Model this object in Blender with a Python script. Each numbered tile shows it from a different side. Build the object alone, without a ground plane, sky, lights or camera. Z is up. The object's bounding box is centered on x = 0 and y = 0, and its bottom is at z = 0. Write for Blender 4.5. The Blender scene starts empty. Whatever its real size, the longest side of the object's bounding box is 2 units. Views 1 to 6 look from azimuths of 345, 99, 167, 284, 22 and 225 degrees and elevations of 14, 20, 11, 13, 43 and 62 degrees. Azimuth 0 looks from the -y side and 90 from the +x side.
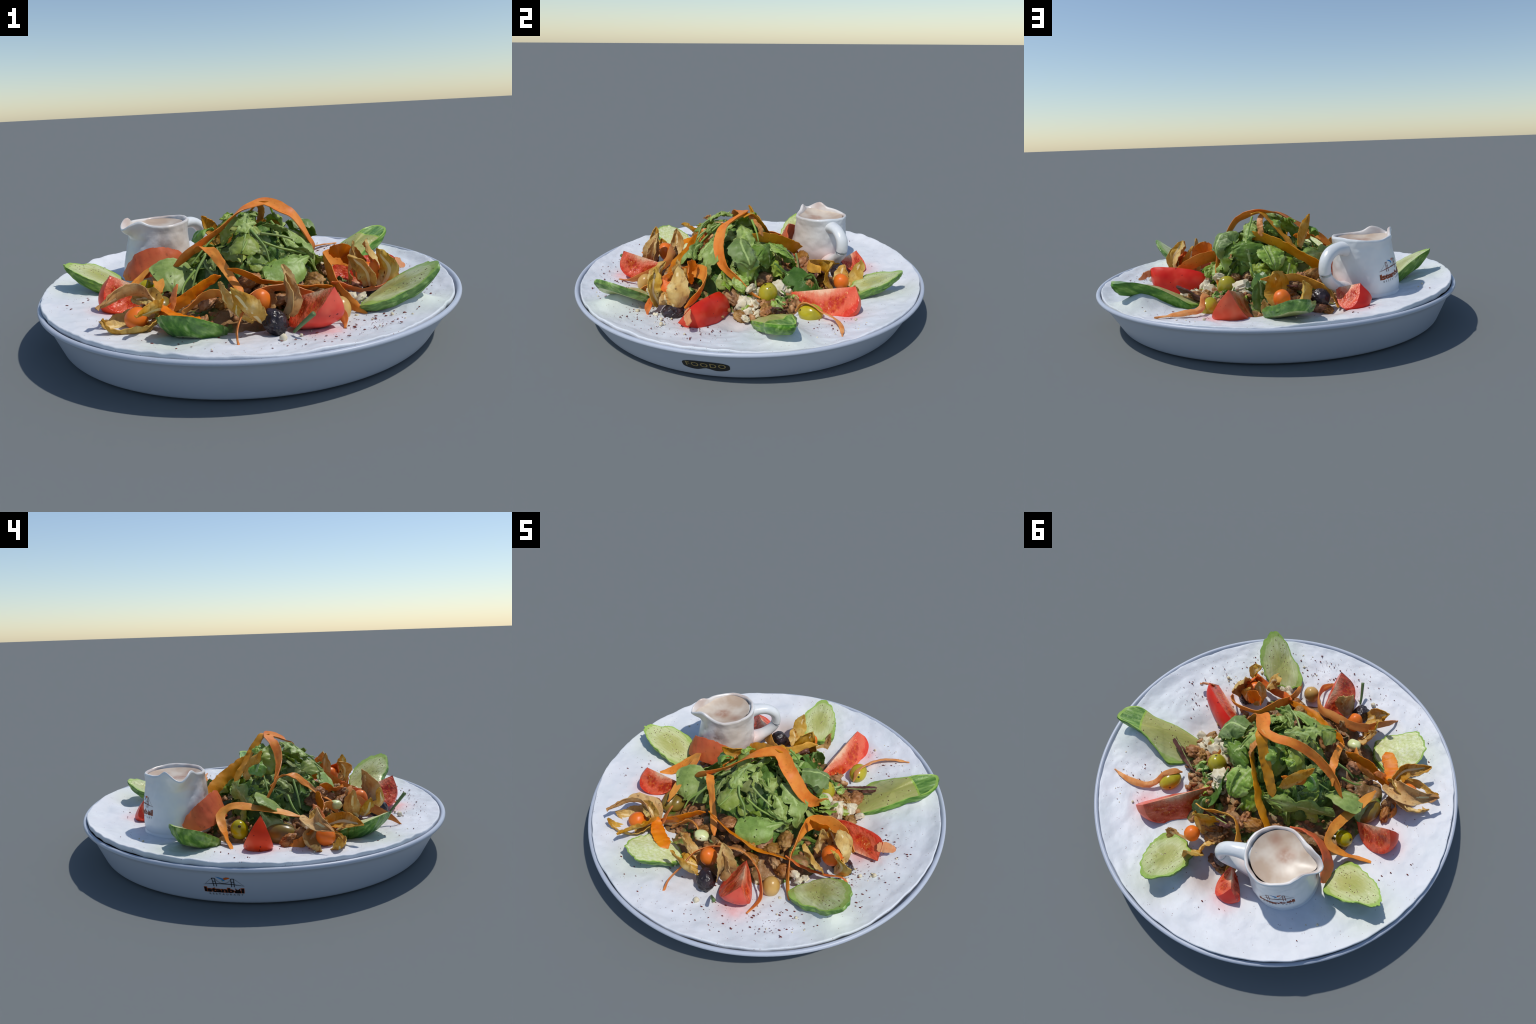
import bpy, math, random
import numpy as np
from mathutils import Matrix, Vector

RNG = np.random.default_rng(7)
V = lambda *a: np.array(a, float)
UP = V(0, 0, 1)

# ---------------------------------------------------------------- small maths
def unit(a):
    a = np.asarray(a, float)
    return a / (np.linalg.norm(a, axis=-1, keepdims=True) + 1e-12)

def hash3(i, j, k, seed):
    n = (i * 374761393 + j * 668265263 + k * 2147483647 + seed * 1274126177) & 0xFFFFFFFF
    n = ((n ^ (n >> 13)) * 1274126177) & 0xFFFFFFFF
    n = n ^ (n >> 16)
    return (n & 0xFFFF) / 32767.5 - 1.0

def vnoise(p, seed=0):
    p = np.asarray(p, float)
    f = np.floor(p).astype(np.int64)
    t = p - f
    t = t * t * (3 - 2 * t)
    r = 0
    for dx in (0, 1):
        wx = t[..., 0] if dx else 1 - t[..., 0]
        for dy in (0, 1):
            wy = t[..., 1] if dy else 1 - t[..., 1]
            for dz in (0, 1):
                wz = t[..., 2] if dz else 1 - t[..., 2]
                r = r + wx * wy * wz * hash3(f[..., 0] + dx, f[..., 1] + dy, f[..., 2] + dz, seed)
    return r

def fbm(p, scale=1.0, octaves=3, seed=0):
    p = np.asarray(p, float) * scale
    a, r = 1.0, 0
    for o in range(octaves):
        r = r + a * vnoise(p, seed + o * 17)
        p, a = p * 2.03, a * 0.5
    return r

def catmull(points, n):
    """Smooth open curve through the control points (rows may hold any values)."""
    c = np.asarray(points, float)
    if len(c) == 2:
        return c[0] + (c[1] - c[0]) * np.linspace(0, 1, n)[:, None]
    e = np.vstack([2 * c[0] - c[1], c, 2 * c[-1] - c[-2]])
    d = np.concatenate([[0], np.cumsum(np.linalg.norm(np.diff(c[:, :3], axis=0), axis=1) + 1e-6)])
    s = np.linspace(0, d[-1], n)
    i = np.clip(np.searchsorted(d, s, side="right") - 1, 0, len(c) - 2)
    t = ((s - d[i]) / (d[i + 1] - d[i]))[:, None]
    p0, p1, p2, p3 = e[i], e[i + 1], e[i + 2], e[i + 3]
    return 0.5 * (2 * p1 + (p2 - p0) * t + (2 * p0 - 5 * p1 + 4 * p2 - p3) * t**2 + (3 * p1 - p0 - 3 * p2 + p3) * t**3)

def catmull_loop(points, n):
    c = np.asarray(points, float)
    m = len(c)
    s = np.linspace(0, m, n, endpoint=False)
    i = s.astype(int)
    t = (s - i)[:, None]
    p0, p1, p2, p3 = c[(i - 1) % m], c[i % m], c[(i + 1) % m], c[(i + 2) % m]
    return 0.5 * (2 * p1 + (p2 - p0) * t + (2 * p0 - 5 * p1 + 4 * p2 - p3) * t**2 + (3 * p1 - p0 - 3 * p2 + p3) * t**3)

def smooth(a, b, x):
    t = np.clip((np.asarray(x, float) - a) / (b - a), 0, 1)
    return t * t * (3 - 2 * t)

# ---------------------------------------------------------------- scene graph
COLL = bpy.context.scene.collection

def mesh_of(name, verts, faces, mats=(), mat_ids=None, smooth_angle=None):
    me = bpy.data.meshes.new(name)
    me.from_pydata([tuple(map(float, v)) for v in verts], [], [tuple(int(i) for i in f) for f in faces])
    for m in mats:
        me.materials.append(m)
    if mat_ids is not None:
        me.polygons.foreach_set("material_index", np.asarray(mat_ids, dtype=np.int32))
    me.polygons.foreach_set("use_smooth", np.ones(len(me.polygons), dtype=bool))
    if smooth_angle is not None:
        me.set_sharp_from_angle(angle=math.radians(smooth_angle))
    me.update()
    return me

def place(name, me, parent=None, loc=(0, 0, 0), kind=None):
    ob = bpy.data.objects.new(name, me)
    COLL.objects.link(ob)
    ob.location = loc
    if parent is not None:
        ob.parent = parent
        ob.location = Vector(loc) - parent.location
    if kind:
        ob["kind"] = kind
    return ob

def add(name, verts, faces, mats, parent=None, mat_ids=None, smooth_angle=None, origin=None, kind=None):
    """Build a mesh whose vertices are given in world space, with its origin at its middle."""
    verts = np.asarray(verts, float)
    o = (verts.min(0) + verts.max(0)) / 2 if origin is None else np.asarray(origin, float)
    mats = mats if isinstance(mats, (list, tuple)) else [mats]
    return place(name, mesh_of(name, verts - o, faces, mats, mat_ids, smooth_angle), parent, o, kind)

def thing(name, label, category, at):
    e = bpy.data.objects.new(name, None)
    e.empty_display_size = 0.05
    COLL.objects.link(e)
    e.location = at
    return tag(e, label, category)

def tag(ob, label, category):
    ob["label"], ob["category"] = label, category
    return ob

# ---------------------------------------------------------------- materials
def lin(h):
    h = h.lstrip("#")
    c = [int(h[i : i + 2], 16) / 255 for i in (0, 2, 4)]
    return tuple(x / 12.92 if x <= 0.04045 else ((x + 0.055) / 1.055) ** 2.4 for x in c) + (1.0,)

class Mat:
    def __init__(self, name, rough=0.5, spec=0.4):
        self.m = bpy.data.materials.new(name)
        self.m.use_nodes = True
        self.t = self.m.node_tree
        self.bsdf = self.t.nodes["Principled BSDF"]
        self.bsdf.inputs["Roughness"].default_value = rough
        self.bsdf.inputs["Specular IOR Level"].default_value = spec
        self.tc = self.t.nodes.new("ShaderNodeTexCoord")
        self.obj = self.tc.outputs["Object"]
        self.gen = self.tc.outputs["Generated"]

    def new(self, kind, **kw):
        n = self.t.nodes.new("ShaderNode" + kind)
        for k, v in kw.items():
            setattr(n, k, v)
        return n

    def put(self, sock, v):
        if isinstance(v, bpy.types.NodeSocket):
            self.t.links.new(v, sock)
        else:
            sock.default_value = v

    def scaled(self, vec, s):
        n = self.new("Mapping")
        self.put(n.inputs["Vector"], vec)
        n.inputs["Scale"].default_value = s if isinstance(s, (tuple, list)) else (s, s, s)
        return n.outputs[0]

    def noise(self, scale, detail=3, rough=0.55, vec=None, distort=0.0):
        n = self.new("TexNoise")
        self.put(n.inputs["Vector"], vec if vec is not None else self.obj)
        n.inputs["Scale"].default_value = scale
        n.inputs["Detail"].default_value = detail
        n.inputs["Roughness"].default_value = rough
        n.inputs["Distortion"].default_value = distort
        return n.outputs["Fac"]

    def voro(self, scale, vec=None, feature="F1", out="Distance"):
        n = self.new("TexVoronoi", feature=feature)
        self.put(n.inputs["Vector"], vec if vec is not None else self.obj)
        n.inputs["Scale"].default_value = scale
        return n.outputs[out]

    def ramp(self, fac, *stops):
        n = self.new("ValToRGB")
        self.put(n.inputs[0], fac)
        el = n.color_ramp.elements
        while len(el) < len(stops):
            el.new(0.5)
        for e, (pos, col) in zip(el, stops):
            e.position = pos
            e.color = lin(col) if isinstance(col, str) else ((col,) * 3 + (1.0,) if isinstance(col, (int, float)) else col)
        return n.outputs[0]

    def mix(self, fac, a, b, blend="MIX"):
        n = self.new("Mix", data_type="RGBA", blend_type=blend)
        self.put(n.inputs[0], fac)
        for s, v in ((n.inputs[6], a), (n.inputs[7], b)):
            self.put(s, lin(v) if isinstance(v, str) else v)
        return n.outputs[2]

    def math(self, op, a, b=0.0, clamp=False):
        n = self.new("Math", operation=op, use_clamp=clamp)
        self.put(n.inputs[0], a)
        self.put(n.inputs[1], b)
        return n.outputs[0]

    def sep(self, vec):
        n = self.new("SeparateXYZ")
        self.put(n.inputs[0], vec)
        return n.outputs

    def spot(self, centre, radius, vec=None, soft=0.0):
        """1 at the centre, falling smoothly to 0 at the radius."""
        n = self.new("VectorMath", operation="DISTANCE")
        self.put(n.inputs[0], vec if vec is not None else self.obj)
        n.inputs[1].default_value = tuple(centre)
        r = self.new("MapRange", interpolation_type="SMOOTHSTEP")
        self.put(r.inputs[0], n.outputs["Value"])
        r.inputs[1].default_value, r.inputs[2].default_value = soft * radius, radius
        r.inputs[3].default_value, r.inputs[4].default_value = 1.0, 0.0
        return r.outputs[0]

    def rnd(self):
        return self.new("ObjectInfo").outputs["Random"]

    def vary(self, col, hue=0.02, val=0.25, sat=0.15):
        """Shift hue and value per object."""
        r = self.rnd()
        n = self.new("HueSaturation")
        self.put(n.inputs["Color"], col)
        self.put(n.inputs["Hue"], self.math("ADD", self.math("MULTIPLY", r, 2 * hue), 0.5 - hue))
        r2 = self.math("FRACT", self.math("MULTIPLY", r, 7.13))
        self.put(n.inputs["Value"], self.math("ADD", self.math("MULTIPLY", r2, 2 * val), 1 - val))
        r3 = self.math("FRACT", self.math("MULTIPLY", r, 13.7))
        self.put(n.inputs["Saturation"], self.math("ADD", self.math("MULTIPLY", r3, 2 * sat), 1 - sat))
        return n.outputs[0]

    def color(self, c):
        self.put(self.bsdf.inputs["Base Color"], lin(c) if isinstance(c, str) else c)
        self.col = c
        return self

    def bump(self, h, strength=0.3, dist=0.004):
        n = self.new("Bump")
        n.inputs["Strength"].default_value = strength
        n.inputs["Distance"].default_value = dist
        self.put(n.inputs["Height"], h)
        self.put(self.bsdf.inputs["Normal"], n.outputs[0])
        return self

    def set(self, **kw):
        for k, v in kw.items():
            self.bsdf.inputs[k.replace("_", " ")].default_value = v
        return self

    def translucent(self, amount, col):
        tr = self.new("BsdfTranslucent")
        self.put(tr.inputs["Color"], lin(col) if isinstance(col, str) else col)
        mx = self.new("MixShader")
        mx.inputs[0].default_value = amount
        out = self.t.nodes["Material Output"]
        self.t.links.new(self.bsdf.outputs[0], mx.inputs[1])
        self.t.links.new(tr.outputs[0], mx.inputs[2])
        self.t.links.new(mx.outputs[0], out.inputs["Surface"])
        return self

TOMATO_GLOW_SPOTS = [(0.60, -0.20, 0.16), (0.10, -0.74, 0.17), (-0.69, -0.14, 0.16), (-0.26, 0.66, 0.16), (0.44, 0.57, 0.16)]
CUKE_SPOTS = [(0.80, 0.36, 0.2), (0.58, -0.66, 0.2), (0.10, 0.86, 0.19), (-0.84, 0.22, 0.2), (-0.50, -0.66, 0.18)]

def make_materials():
    M = {}
    # bowl: pale blue-grey
    m = Mat("bowl_glaze", 0.38, 0.4)
    m.color(m.mix(m.noise(3, 2), "#b4bbc8", "#bcc3cf"))
    M["bowl"] = m.m
    # plate: hammered warm white, pink glow painted round tomatoes, greenish tint near cucumbers
    m = Mat("plate_glaze", 0.5, 0.3)
    c = m.mix(m.ramp(m.noise(5, 4), (0.35, 0.0), (0.7, 1.0)), "#dadce0", "#e8e9ec")
    c = m.mix(m.math("MULTIPLY", m.ramp(m.noise(2.2, 3), (0.45, 0.0), (0.75, 1.0)), 0.45), c, "#c9d6d6")
    for s in CUKE_SPOTS:
        c = m.mix(m.math("MULTIPLY", m.spot(s, 0.22), 0.45), c, "#cfd8c2")
    for s in TOMATO_GLOW_SPOTS:
        f = m.math("MULTIPLY", m.math("POWER", m.spot(s, 0.16), 1.8), m.math("ADD", m.noise(16, 3), 0.05))
        c = m.mix(m.math("MULTIPLY", f, 0.75, True), c, "#ee7a72")
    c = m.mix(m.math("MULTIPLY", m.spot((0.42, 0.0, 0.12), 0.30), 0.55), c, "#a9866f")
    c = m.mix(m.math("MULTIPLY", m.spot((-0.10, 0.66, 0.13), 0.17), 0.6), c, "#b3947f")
    specks = m.math("LESS_THAN", m.voro(75), m.math("MULTIPLY", m.math("GREATER_THAN", m.noise(38, 0), 0.64), 0.17))
    c = m.mix(m.math("MULTIPLY", specks, 0.6), c, "#7a4238")
    m.color(c).bump(m.math("ADD", m.noise(34, 4), m.noise(13, 2)), 0.30, 0.007)
    M["plate"] = m.m
    # jug
    m = Mat("jug_glaze", 0.3, 0.5)
    c = m.mix(m.ramp(m.noise(9, 3), (0.35, 0.0), (0.7, 1.0)), "#dcdfe0", "#e9eae8")
    c = m.mix(m.math("MULTIPLY", m.spot((0.10, -0.14, 0.06), 0.27), 0.55), c, "#cdb298")  # beige and pink reflection of the salad tinted into the glaze
    c = m.mix(m.math("MULTIPLY", m.spot((0.10, 0.02, -0.16), 0.22), 0.75), c, "#e8a58e")
    c = m.mix(m.math("MULTIPLY", m.math("MULTIPLY", m.spot((-0.02, -0.16, 0.02), 0.13), m.ramp(m.noise(16, 3), (0.48, 0.0), (0.62, 1.0))), 0.8), c, "#80695b")
    m.color(c).bump(m.noise(13, 3), 0.35, 0.012)
    M["jug"] = m.m
    m = Mat("jug_inside_glaze", 0.3, 0.5)
    c = m.mix(m.ramp(m.noise(7, 3), (0.4, 0.0), (0.65, 1.0)), "#e3dcd5", "#c9b3a6")
    m.color(c)
    M["jug_in"] = m.m
    m = Mat("dressing", 0.35, 0.35)
    c = m.mix(m.ramp(m.noise(9, 3), (0.35, 0.0), (0.65, 1.0)), "#d6c8b6", "#bfa68e")
    blot = m.math("MULTIPLY", m.spot((-0.015, -0.03, 0.0), 0.075, soft=0.3), m.ramp(m.noise(14, 3), (0.35, 0.3), (0.55, 1.0)))
    c = m.mix(blot, c, "#9a5a38")
    m.color(m.mix(m.math("MULTIPLY", m.spot((0.08, -0.06, 0.02), 0.06), 0.8), c, "#a06a50"))
    M["sauce"] = m.m
    # prints
    for n, h in (("ink_black", "#14100f"), ("ink_orange", "#c65a1c"), ("ink_blue", "#2f86c4"), ("ink_gold", "#9a8552"), ("ink_green", "#3f7a33"), ("badge_black", "#1d1e1f"), ("ink_grey", "#6d6b69"), ("ink_brown", "#7a3b22")):
        M[n] = Mat(n, 0.5, 0.3).color(h).m
    # carrot
    def carrot(name, a, b, d):
        m = Mat(name, 0.48, 0.35)
        n = m.noise(26, 4)
        c = m.mix(m.ramp(n, (0.35, 0.0), (0.65, 1.0)), a, b)
        c = m.mix(m.ramp(m.noise(7, 2), (0.5, 0.0), (0.75, 0.8)), c, d)
        c = m.mix(m.math("MULTIPLY", m.math("GREATER_THAN", m.noise(60, 1), 0.70), 0.35), c, "#8a4a10")
        m.color(m.vary(c, 0.012, 0.12, 0.06)).bump(m.noise(70, 3), 0.35, 0.002)
        m.translucent(0.12, d)
        return m.m
    M["carrot"] = carrot("carrot_flesh", "#e8892a", "#dd6f17", "#ef9f45")
    M["carrot_gold"] = carrot("carrot_golden_flesh", "#e9a038", "#de8e28", "#f0b352")
    M["carrot_red"] = carrot("carrot_deep_flesh", "#e7741f", "#dc6414", "#ec882e")
    M["carrot_pale"] = carrot("carrot_pale_flesh", "#eaa968", "#e38d45", "#f0bf86")
    # cucumber
    m = Mat("cucumber_peel", 0.4, 0.4)
    st = m.noise(14, 3, vec=m.scaled(m.obj, (0.6, 2.6, 2.6)), distort=0.4)
    c = m.ramp(st, (0.32, "#426a28"), (0.48, "#5d8737"), (0.60, "#83a650"), (0.72, "#adc584"))
    m.color(m.vary(c, 0.01, 0.12, 0.1)).bump(m.noise(40, 3), 0.3, 0.004)
    M["peel"] = m.m
    m = Mat("cucumber_rind", 0.4, 0.4)
    m.color(m.mix(m.noise(30, 2), "#8bb043", "#a9c763"))
    M["rind"] = m.m
    m = Mat("cucumber_flesh", 0.3, 0.45)
    g = m.new("VectorMath", operation="DISTANCE")
    m.put(g.inputs[0], m.scaled(m.obj, (1.0, 1.0, 0.0)))
    c = m.ramp(m.math("ADD", g.outputs["Value"], m.math("MULTIPLY", m.noise(3.2, 3), 0.3)), (0.30, "#b0b166"), (0.55, "#babc78"), (0.72, "#ccd09a"), (0.98, "#bfcb88"), (1.0, "#a4bd62"))
    c = m.mix(m.math("MULTIPLY", m.ramp(m.noise(5, 3, vec=m.scaled(m.obj, (0.5, 2.5, 1))), (0.45, 0.0), (0.7, 1.0)), 0.5), c, "#9aa64c")
    sp = m.math("LESS_THAN", m.voro(9, vec=m.scaled(m.obj, (1.5, 1, 1))), m.math("MULTIPLY", m.math("GREATER_THAN", m.noise(2.2, 1), 0.53), 0.20))
    c = m.mix(sp, c, "#5d3524")
    sp = m.math("LESS_THAN", m.voro(7.3, vec=m.scaled(m.obj, (1.5, 1.1, 1.3))), m.math("MULTIPLY", m.math("GREATER_THAN", m.noise(3.1, 1), 0.54), 0.10))
    c = m.mix(sp, c, "#ece9d2")
    m.color(c).bump(m.noise(9, 3), 0.25, 0.01)
    M["cuke_flesh"] = m.m
    m = Mat("cucumber_end_flesh", 0.33, 0.45)   # as above, with the green end of the fruit beyond the cut
    x, y, z = m.sep(m.obj)[:3]
    c = m.ramp(m.math("ADD", m.math("ABSOLUTE", y), m.math("MULTIPLY", m.noise(3.2, 3), 0.4)), (0.25, "#a8a65a"), (0.60, "#b6b670"), (0.95, "#c3c98c"), (1.15, "#a6bf66"))
    c = m.mix(m.math("MULTIPLY", m.ramp(m.noise(5, 3, vec=m.scaled(m.obj, (0.5, 2.5, 1))), (0.45, 0.0), (0.7, 1.0)), 0.5), c, "#98a24a")
    sp = m.math("LESS_THAN", m.voro(9, vec=m.scaled(m.obj, (1.8, 1, 1))), m.math("MULTIPLY", m.math("GREATER_THAN", m.noise(2.2, 1), 0.50), 0.20))
    c = m.mix(sp, c, "#5d3524")
    sp = m.math("LESS_THAN", m.voro(7.3, vec=m.scaled(m.obj, (2.0, 1.1, 1.3))), m.math("MULTIPLY", m.math("GREATER_THAN", m.noise(3.1, 1), 0.5), 0.10))
    c = m.mix(sp, c, "#ece9d2")
    st = m.noise(3.4, 3, vec=m.scaled(m.obj, (0.8, 2.8, 1.0)), distort=0.4)
    g = m.ramp(st, (0.32, "#426a28"), (0.46, "#5d8737"), (0.58, "#83a650"), (0.70, "#adc584"))
    edge = m.math("ADD", x, m.math("ADD", m.math("MULTIPLY", m.math("POWER", m.math("ABSOLUTE", m.math("ADD", y, 0.25)), 2.0), 0.12), m.math("MULTIPLY", m.noise(4, 2), 0.06)))
    c = m.mix(m.math("GREATER_THAN", edge, 0.50), c, m.mix(m.math("GREATER_THAN", edge, 0.54), "#9cb848", g))
    m.color(c).bump(m.noise(9, 3), 0.25, 0.01)
    M["cuke_end"] = m.m
    m = Mat("cucumber_pale_flesh", 0.3, 0.45)
    c = m.ramp(m.noise(9, 3), (0.3, "#c9d38a"), (0.5, "#dbe2a4"), (0.65, "#e6ebc4"))
    sp = m.math("LESS_THAN", m.voro(38), m.math("MULTIPLY", m.math("GREATER_THAN", m.noise(12, 1), 0.5), 0.15))
    c = m.mix(sp, c, "#6a4a30")
    m.color(c).bump(m.noise(30, 3), 0.3, 0.004)
    M["cuke_pale"] = m.m
    # tomato
    m = Mat("tomato_skin", 0.36, 0.3)
    c = m.ramp(m.noise(7, 3), (0.3, "#dc3a20"), (0.5, "#e54a2c"), (0.7, "#ec6a48"))
    c = m.mix(m.math("GREATER_THAN", m.noise(70, 1), 0.75), c, "#8a1a14")
    m.color(m.vary(c, 0.006, 0.08, 0.05)).bump(m.noise(25, 2), 0.12, 0.004)
    m.set(Subsurface_Weight=0.0)
    M["tomato_skin"] = m.m
    m = Mat("tomato_flesh", 0.28, 0.5)  # object x: along the core -1..1, y: core 0 to skin 1
    x, y, z = m.sep(m.obj)[:3]
    wob = m.math("MULTIPLY", m.math("SUBTRACT", m.noise(3, 3), 0.5), 0.35)
    yy = m.math("ADD", y, wob)
    xx = m.math("ABSOLUTE", x)
    streak = m.math("MULTIPLY", m.math("SUBTRACT", m.noise(2.2, 3, vec=m.scaled(m.obj, (5.0, 0.7, 1.0))), 0.5), 0.30)
    yy = m.math("ADD", m.math("ADD", yy, streak), m.math("MULTIPLY", m.math("POWER", xx, 2.0), 0.45))
    base = m.ramp(yy, (0.04, "#f2c09c"), (0.18, "#ea8a66"), (0.42, "#e0573a"), (0.78, "#e86a4a"), (0.92, "#ea6040"), (0.99, "#df3f26"))
    gx = m.math("SUBTRACT", m.math("ABSOLUTE", x), 0.42)
    gel = m.math("ADD", m.math("POWER", m.math("DIVIDE", gx, 0.40), 2.0), m.math("POWER", m.math("DIVIDE", m.math("SUBTRACT", yy, 0.55), 0.27), 2.0))
    c = m.mix(m.ramp(gel, (0.5, 0.95), (1.15, 0.0)), base, m.ramp(m.noise(8, 2), (0.4, "#c02c18"), (0.65, "#dc6428")))
    seed = m.math("MULTIPLY", m.math("LESS_THAN", m.voro(6.5, vec=m.scaled(m.obj, (2.0, 0.8, 1))), m.math("MULTIPLY", m.math("GREATER_THAN", m.noise(4.0, 1), 0.5), 0.2)), m.math("LESS_THAN", gel, 1.15))
    c = m.mix(seed, c, "#f0a56a")
    c = m.mix(m.math("GREATER_THAN", m.noise(22, 1), 0.74), c, "#7d2a22")
    m.color(c).bump(m.noise(7, 3), 0.3, 0.03)
    M["tomato_flesh"] = m.m
    m = Mat("tomato_core", 0.35, 0.4)
    m.color(m.mix(m.noise(20, 2), "#f2cdb0", "#eba68c"))
    M["tomato_core"] = m.m
    # cape gooseberry
    m = Mat("gooseberry_skin", 0.38, 0.4)
    m.color(m.mix(m.noise(9, 2), "#ea6a18", "#f08228"))
    M["berry"] = m.m
    m = Mat("dry_husk", 0.65, 0.25)
    c = m.ramp(m.noise(11, 4), (0.30, "#c98c38"), (0.45, "#dfb058"), (0.6, "#ecca7c"), (0.75, "#f5e3ae"))
    streak = m.noise(9, 4, vec=m.scaled(m.obj, (5.0, 5.0, 1.2)), distort=0.6)
    c = m.mix(m.ramp(streak, (0.52, 0.0), (0.66, 0.55)), c, "#a06a2e")
    c = m.mix(m.math("GREATER_THAN", m.noise(42, 2), 0.72), c, "#5e3d1c")
    m.color(m.vary(c, 0.012, 0.12, 0.12)).bump(m.noise(45, 4), 0.5, 0.004)
    m.translucent(0.28, "#d08a34")
    M["husk"] = m.m
    m = Mat("dry_husk_vein", 0.65, 0.25)
    m.color("#e6cd97")
    M["husk_vein"] = m.m
    # olives
    m = Mat("green_olive_skin", 0.22, 0.5)
    c = m.ramp(m.noise(8, 3), (0.3, "#9a8a1c"), (0.5, "#b8a426"), (0.7, "#c6b23c"))
    c = m.mix(m.math("LESS_THAN", m.voro(18), 0.13), c, "#5a4a20")
    m.color(m.vary(c, 0.012, 0.1, 0.1))
    M["olive_green"] = m.m
    m = Mat("tan_olive_skin", 0.3, 0.5)
    m.color(m.ramp(m.noise(10, 3), (0.3, "#b5883f"), (0.6, "#cfa45c")))
    M["olive_tan"] = m.m
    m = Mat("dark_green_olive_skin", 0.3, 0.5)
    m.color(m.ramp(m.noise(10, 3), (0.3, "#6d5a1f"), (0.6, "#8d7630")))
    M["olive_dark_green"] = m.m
    m = Mat("black_olive_skin", 0.3, 0.5)
    c = m.ramp(m.noise(20, 3), (0.35, "#1e1719"), (0.6, "#352a2e"), (0.75, "#54464b"))
    m.color(c).bump(m.noise(38, 3, distort=0.8), 0.6, 0.01)
    M["olive_black"] = m.m
    m = Mat("olive_pit_hole", 0.6, 0.2)
    m.color("#4a3a22")
    M["pit"] = m.m
    # leaves
    def leaf(name, dark, midc, light, tr, veins=True, rough=0.42):
        m = Mat(name, rough, 0.35)
        c = m.ramp(m.noise(13, 4), (0.32, dark), (0.5, midc), (0.7, light))
        c = m.mix(m.math("MULTIPLY", m.math("LESS_THAN", m.voro(26, feature="DISTANCE_TO_EDGE"), 0.02), 0.2), c, light)
        c = m.mix(m.math("GREATER_THAN", m.noise(60, 1), 0.74), c, "#2c2410")
        c = m.vary(c, 0.018, 0.26, 0.12)
        m.color(c).bump(m.noise(34, 4), 0.5, 0.005)
        m.translucent(0.3, tr)
        return m.m
    M["arugula"] = leaf("arugula_blade", "#7a9140", "#98ad54", "#bfcd84", "#a2b53e")
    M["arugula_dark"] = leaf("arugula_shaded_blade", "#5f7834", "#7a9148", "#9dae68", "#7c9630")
    M["lettuce"] = leaf("lettuce_blade", "#8cab42", "#aac258", "#cbd88c", "#b2cf4c")
    M["lettuce_green"] = leaf("lettuce_green_blade", "#6f963e", "#8cae52", "#b3cb84", "#92b63e")
    M["spinach"] = leaf("spinach_blade", "#4f7034", "#688a46", "#8fac6c", "#5e8c2c", rough=0.3)
    m = Mat("leaf_vein", 0.5, 0.3)
    m.color("#a6ba72")
    M["vein"] = m.m
    m = Mat("green_stem", 0.45, 0.35)
    m.color(m.vary(m.mix(m.noise(20, 2), "#86a04c", "#a3b56a"), 0.015, 0.2, 0.1))
    M["stem"] = m.m
    m = Mat("red_leaf_blade", 0.4, 0.35)
    c = m.ramp(m.noise(14, 4), (0.3, "#57352d"), (0.55, "#7a4f43"), (0.75, "#9a7a6c"))
    m.color(c).bump(m.noise(30, 3), 0.4, 0.004)
    m.translucent(0.15, "#8a4a3a")
    M["redleaf"] = m.m
    # nuts, cheese, bed
    m = Mat("walnut_meat", 0.5, 0.35)
    c = m.ramp(m.noise(16, 4), (0.3, "#6b4526"), (0.48, "#9a6a3c"), (0.62, "#bb8c58"), (0.78, "#d8b48a"))
    m.color(m.vary(c, 0.012, 0.15, 0.1)).bump(m.noise(30, 4, distort=0.6), 0.7, 0.008)
    M["walnut"] = m.m
    m = Mat("feta_cheese", 0.7, 0.2)
    c = m.ramp(m.noise(20, 3), (0.3, "#cbbd98"), (0.6, "#e6dcc2"))
    m.color(c).bump(m.noise(50, 4), 0.5, 0.004)
    M["feta"] = m.m
    m = Mat("chopped_salad", 0.45, 0.35)
    c = m.ramp(m.noise(13, 4), (0.32, "#5d4a28"), (0.46, "#80603a"), (0.58, "#9c7850"), (0.72, "#c0a480"))
    c = m.mix(m.ramp(m.noise(8, 3), (0.52, 0.0), (0.6, 1.0)), c, m.ramp(m.noise(26, 3), (0.35, "#3f5a1c"), (0.65, "#7b9640")))
    m.color(c).bump(m.noise(28, 4), 0.8, 0.012)
    M["bed"] = m.m
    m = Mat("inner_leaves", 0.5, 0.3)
    c = m.ramp(m.noise(12, 4), (0.3, "#3a5822"), (0.5, "#55762f"), (0.7, "#7a9848"))  # greens kept dark to carry the deep shade inside the heap
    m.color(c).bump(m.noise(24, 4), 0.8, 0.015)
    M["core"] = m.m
    m = Mat("sumac_flake", 0.6, 0.2)
    m.color(m.mix(m.noise(40, 1), "#5a2420", "#8a4138"))
    M["sumac"] = m.m
    m = Mat("cress_stalk", 0.45, 0.3)
    m.color(m.mix(m.noise(20, 2), "#43602f", "#7d8f5f"))
    M["stalk"] = m.m
    return M

M = make_materials()

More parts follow.
